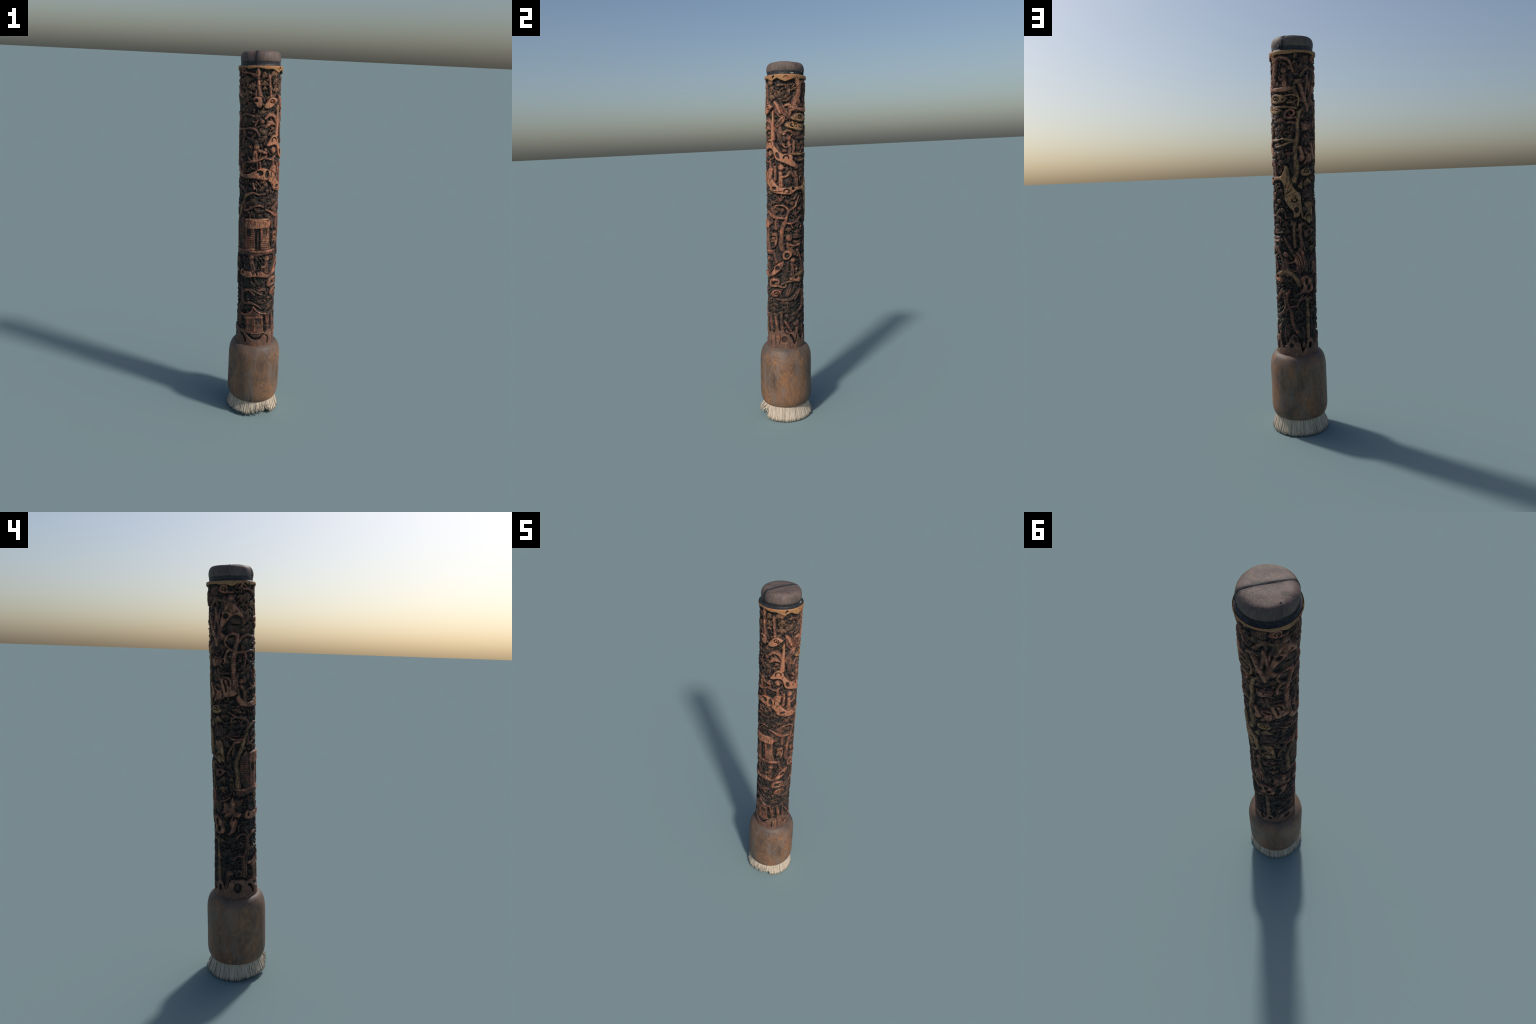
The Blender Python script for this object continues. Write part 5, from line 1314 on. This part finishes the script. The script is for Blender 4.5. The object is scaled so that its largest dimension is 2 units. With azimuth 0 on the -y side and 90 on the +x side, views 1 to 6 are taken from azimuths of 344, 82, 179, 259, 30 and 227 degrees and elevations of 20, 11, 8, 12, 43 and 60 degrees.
def build_shaft(parent):
    global H
    gen = np.random.default_rng(5)
    k = np.array([0.22, 0.56, 0.22])
    K = sum(k[j+1]*np.roll(H, j, axis=1) for j in (-1, 0, 1))
    Kp = np.vstack([K[:1], K, K[-1:]])
    H = k[0]*Kp[:-2]+k[1]*Kp[1:-1]+k[2]*Kp[2:]
    # knife marks and wear
    wear = 0.018*soft_noise(420, 190, gen)+0.030*soft_noise(130, 60, gen)+0.035*soft_noise(40, 16, gen)
    inside = np.clip((ZROW-445)/25, 0, 1)*np.clip((1905-ZROW)/20, 0, 1)
    H = H + wear*inside[:, None]
    rough = 0.10*soft_noise(170, 80, gen)+0.06*soft_noise(300, 150, gen)
    H = H + np.clip((0.35-H)/0.35, 0, 1)*(rough+0.05)*inside[:, None]
    zm = ZROW/1000
    r_out = R_TOP + 0.0012*np.clip((zm-1.3)/0.5, -1, 1) + 0.0024*np.clip((zm-1.885)/0.03, 0, 1) - 0.0022*np.clip((zm-1.918)/0.008, 0, 1)**2
    r = r_out[:, None] - DEPTH*(1.0-H)
    az = np.radians(AROW)[None, :]
    x, y, z = bend(r*np.sin(az), -r*np.cos(az), np.broadcast_to(zm[:, None], r.shape))
    V = np.stack([x, y, z], axis=-1)
    du = np.roll(V, -1, axis=1)-np.roll(V, 1, axis=1)
    dv = np.concatenate([V[1:2]-V[0:1], V[2:]-V[:-2], V[-1:]-V[-2:-1]], axis=0)
    N = np.cross(du, dv); N /= np.linalg.norm(N, axis=-1, keepdims=True)+1e-12
    nz = len(ZROW)
    idx = np.arange(nz*NA).reshape(nz, NA)
    a, b = idx[:-1], np.roll(idx[:-1], -1, axis=1); d, c = idx[1:], np.roll(idx[1:], -1, axis=1)
    quads = np.stack([a, b, c, d], axis=-1).reshape(-1, 4)
    Lf, Hf = L.ravel(), H.ravel()
    pick = np.argmax(Hf[quads], axis=1)
    lab = Lf[quads[np.arange(len(quads)), pick]]
    Vf, Nf = V.reshape(-1, 3), N.reshape(-1, 3)
    order = np.argsort(lab, kind="stable"); ls = lab[order]
    starts = np.searchsorted(ls, np.arange(len(PIECES))); ends = np.searchsorted(ls, np.arange(len(PIECES)), side="right")
    small = []
    ground = None
    jobs = []
    for i, (kind, mat) in enumerate(PIECES):
        f = order[starts[i]:ends[i]]
        if len(f) == 0: continue
        if i and len(f) < 30: small.append(f); continue
        jobs.append((kind, mat, f))
    if small:
        jobs[0] = (jobs[0][0], jobs[0][1], np.concatenate([jobs[0][2]]+small))
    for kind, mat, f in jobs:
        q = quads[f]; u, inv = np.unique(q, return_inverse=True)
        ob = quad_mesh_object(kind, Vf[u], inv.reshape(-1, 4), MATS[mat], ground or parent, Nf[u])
        if ground is None: ground = ob; ob.name = "carved_shaft"
        if kind in ("undergrowth", "sprouting_undergrowth", "twigs_and_pebbles"): ob["kind"] = "stuff"
    return ground

# ------------------------------------------------------------------ assemble
brush = bpy.data.objects.new("carved_wooden_brush", None)
bpy.context.scene.collection.objects.link(brush)
brush["label"] = "tall dark brown wooden brush with carved figures and pale bristles"
brush["category"] = "brush"

shaft = build_shaft(brush)

# plain turned socket that grips the bristles
def socket_wobble(a, z, r):
    return 0.0006*math.sin(2*a+1.0)+0.0005*math.sin(3*a+9*z)+0.0004*math.sin(5*a-14*z)
SOCKET_PROFILE = smooth_profile([(0.100, 0.096), (0.120, 0.095), (0.1265, 0.0880), (0.1310, 0.0850), (0.1365, 0.0885), (0.1428, 0.1020), (0.1470, 0.121), (0.1484, 0.150),
    (0.1480, 0.220), (0.1478, 0.300), (0.1472, 0.345), (0.1448, 0.371), (0.1395, 0.393), (0.1310, 0.4105), (0.1215, 0.4205), (0.1130, 0.4260), (0.1096, 0.4272),
    (0.1085, 0.4262), (0.1073, 0.4290), (0.1060, 0.4300)], 5)
socket = turned("bristle_socket", SOCKET_PROFILE, SOCKET, brush, 200, socket_wobble)

# blue-black band in the neck under the cap, with its flat ledge
NECK = smooth_profile([(0.090, 1.915), (0.1055, 1.9215), (0.1080, 1.9232), (0.1075, 1.9252), (0.1030, 1.9275), (0.0992, 1.9300), (0.0983, 1.9350), (0.0988, 1.9430), (0.0990, 1.9475), (0.0965, 1.9500), (0.088, 1.951)], 4)
neck = turned("neck_band", NECK, LACQUER, brush, 160, lambda a, z, r: 0.0005*math.sin(4*a+60*z))

# domed cap, worn flat on top
def cap_wobble(a, z, r):
    return (0.0008*math.sin(2*a+0.6)+0.0006*math.sin(5*a+2)+0.0004*math.sin(9*a+30*z))*min(1, r/0.06)
CAP_PROFILE = smooth_profile([(0.088, 1.945), (0.0978, 1.9455), (0.1000, 1.9485), (0.1012, 1.9570), (0.1004, 1.9680), (0.0972, 1.9790), (0.0915, 1.9875), (0.0840, 1.9925),
    (0.072, 1.9952), (0.056, 1.9965), (0.040, 1.9973), (0.025, 1.9977), (0.012, 1.9980)], 5)
def cap_rise(x, y):
    return 0.0007*math.sin(48*x+1)*math.sin(41*y)+0.0005*math.sin(95*x-70*y)
cap = turned("cap", CAP_PROFILE, CAP, brush, 160, cap_wobble, True, cap_rise)

# leather tie: strands laid over the cap from one side of the neck to the other
def cap_surface(r):
    P = np.array([(p[0], p[1]) for p in CAP_PROFILE]); k = len(P)-1
    outer = P[np.argmax(P[:, 0]):][::-1]
    return float(np.interp(r, outer[:, 0], outer[:, 1]))
def tie_path(offset):
    a0, a1 = math.radians(-27), math.radians(150)
    p0 = np.array([0.1*math.sin(a0), -0.1*math.cos(a0)]); p1 = np.array([0.1*math.sin(a1), -0.1*math.cos(a1)])
    dirv = (p1-p0)/np.linalg.norm(p1-p0); nrm = np.array([-dirv[1], dirv[0]])
    out = []
    for z in np.linspace(1.928, 1.956, 6):
        q = p0/0.1*(0.0985+0.0034*min(1, (z-1.928)/0.02)) + nrm*offset
        out.append((q[0], q[1], z))
    for t in np.linspace(0.0, 1.0, 42):
        q = p0 + (p1-p0)*t + nrm*offset
        r = np.hypot(*q); r = min(r, 0.1)
        out.append((q[0], q[1], max(cap_surface(r), 1.957)))
    for z in np.linspace(1.956, 1.928, 6):
        q = p1/0.1*(0.0985+0.0034*min(1, (z-1.928)/0.02)) + nrm*offset
        out.append((q[0], q[1], z))
    return out
def tube(name, path, radius, mat, parent, sides=8, flat=1.0):
    P = np.array(path); T = np.gradient(P, axis=0); T /= np.linalg.norm(T, axis=1, keepdims=True)+1e-9
    verts, faces = [], []
    for k in range(len(P)):
        rad_dir = np.array([P[k][0], P[k][1], 0.0]); rad_dir = rad_dir/(np.linalg.norm(rad_dir)+1e-9)
        up = np.array([0, 0, 1.0])*abs(T[k][:2]@T[k][:2])**0.5 + rad_dir*abs(T[k][2])
        up -= T[k]*(up@T[k]); up /= np.linalg.norm(up)+1e-9
        sd = np.cross(T[k], up)
        for s in range(sides):
            a = 2*math.pi*s/sides
            w = P[k] + sd*radius*math.cos(a) + up*radius*flat*math.sin(a)
            x, y, z = bend(w[0], w[1], w[2]); verts.append((float(x), float(y), float(z)))
    for k in range(len(P)-1):
        for s in range(sides):
            t = (s+1) % sides
            faces.append((k*sides+s, k*sides+t, (k+1)*sides+t, (k+1)*sides+s))
    faces.append(tuple(reversed(range(sides)))); faces.append(tuple((len(P)-1)*sides+s for s in range(sides)))
    return mesh_object(name, verts, faces, mat, parent)
for off, rad, flat in ((0.0, 0.0046, 0.16), (0.0030, 0.0010, 0.7)):
    tube("leather_tie", tie_path(off), rad, LEATHER, neck, 10, flat)

# knot of the tie against the neck, and a dark nick on the cap top
def pebble(name, centre, radii, mat, parent):
    verts, faces = [], []
    nu, nv = 14, 8
    for j in range(nv+1):
        p = math.pi*j/nv
        for i in range(nu):
            t = 2*math.pi*i/nu
            x, y, z = bend(centre[0]+radii[0]*math.sin(p)*math.cos(t), centre[1]+radii[1]*math.sin(p)*math.sin(t), centre[2]+radii[2]*math.cos(p))
            verts.append((float(x), float(y), float(z)))
    for j in range(nv):
        for i in range(nu):
            k = (i+1) % nu
            faces.append((j*nu+i, (j+1)*nu+i, (j+1)*nu+k, j*nu+k))
    return mesh_object(name, verts, faces, mat, parent)
ka = math.radians(140)
pebble("tie_knot", (0.0995*math.sin(ka), -0.0995*math.cos(ka), 1.944), (0.007, 0.007, 0.009), LACQUER, neck)
pa = math.radians(258)
pebble("cap_peg", (0.080*math.sin(pa), -0.080*math.cos(pa), 1.9925), (0.0035, 0.0035, 0.0022), LACQUER, cap)

ca = math.radians(101)
pebble("paint_chip", (0.0985*math.sin(ca), -0.0985*math.cos(ca), 1.9325), (0.0022, 0.0125, 0.0042), chalk(), neck)

# ------------------------------------------------------------------ bristles
END = np.array([(-180, 4, 150), (-120, 5, 149), (-100, 9, 149), (-86, 15, 150), (-78, 19, 151), (-58, 22, 152), (-41, 21, 152), (-26, 17, 152), (-19, 22, 152), (-16, 44, 150),
                (-14, 23, 152), (-6, 26, 156), (3, 31, 158), (10, 42, 161), (16, 46, 160), (24, 44, 157), (29, 40, 154), (32, 13, 154), (38, 9, 152), (50, 6, 151), (70, 4, 150), (120, 4, 150), (180, 4, 150)], float)
def bristles(parent):
    r = np.random.default_rng(3)
    verts, faces = [], []
    def strand(az, r_top, r_end, z_end, w, sway):
        n, sides = 7, 6
        base = len(verts)
        tip = r.uniform(0.35, 0.8)
        for k in range(n):
            t = k/(n-1)
            rr = r_top+(r_end-r_top)*(0.55*t+0.45*t*t); z = 0.092+(z_end-0.092)*t
            a = az+sway*t*t
            cx, cy = rr*math.sin(a), -rr*math.cos(a)
            ww = w*(0.75+0.55*t)*(1.0 if k < n-1 else tip)
            for s in range(sides):
                p = 2*math.pi*s/sides
                ox = ww*math.cos(p); oy = ww*0.8*math.sin(p)
                x, y, zz = bend(cx+ox*math.cos(a)+oy*math.sin(a), cy+ox*math.sin(a)-oy*math.cos(a), z)
                verts.append((float(x), float(y), max(float(zz), 0.0)))
        for k in range(n-1):
            for s in range(sides):
                t2 = (s+1) % sides
                faces.append((base+k*sides+s, base+(k+1)*sides+s, base+(k+1)*sides+t2, base+k*sides+t2))
        faces.append(tuple(base+s for s in range(sides))); faces.append(tuple(base+(n-1)*sides+s for s in reversed(range(sides))))
    lump = r.normal(0, 1, 120); clump = r.normal(0, 1, 44)
    for ring, (cnt, rt, inset) in enumerate(((330, 0.1245, 0.0), (300, 0.1220, 0.0040), (240, 0.119, 0.011), (180, 0.110, 0.024), (130, 0.092, 0.045), (90, 0.065, 0.07), (50, 0.035, 0.10))):
        for i in range(cnt):
            deg = (i+r.uniform(-0.4, 0.4))*360/cnt-180
            ze = np.interp(deg, END[:, 0], END[:, 1])/1000; re = np.interp(deg, END[:, 0], END[:, 2])/1000
            l = lump[int((deg+180)/3) % 120]; c = clump[int((deg+180)/8.2) % 44]
            ragged = abs(r.normal(0, 0.0018))+0.0040*max(0, l)
            in_gap = -10 < deg < 30
            if in_gap: ragged += abs(r.normal(0, 0.006))-0.012*(r.random() < 0.06)
            strand(math.radians(deg), rt+0.0006*l, re-0.001-inset+0.0016*l+0.0012*c+r.normal(0, 0.0008), max(0.0002, ze+ragged-0.003+(0.005 if ring > 2 else 0)+(0.014*(ring > 0) if in_gap else 0)),
                   r.uniform(0.0012, 0.0023)*(1.0+0.5*(ring > 2)), math.radians(0.8*c+r.normal(0, 0.9)))
    ob = mesh_object("bristles", verts, faces, BRISTLE, parent)
    ob["kind"] = "stuff"
    return ob
bristles(socket)
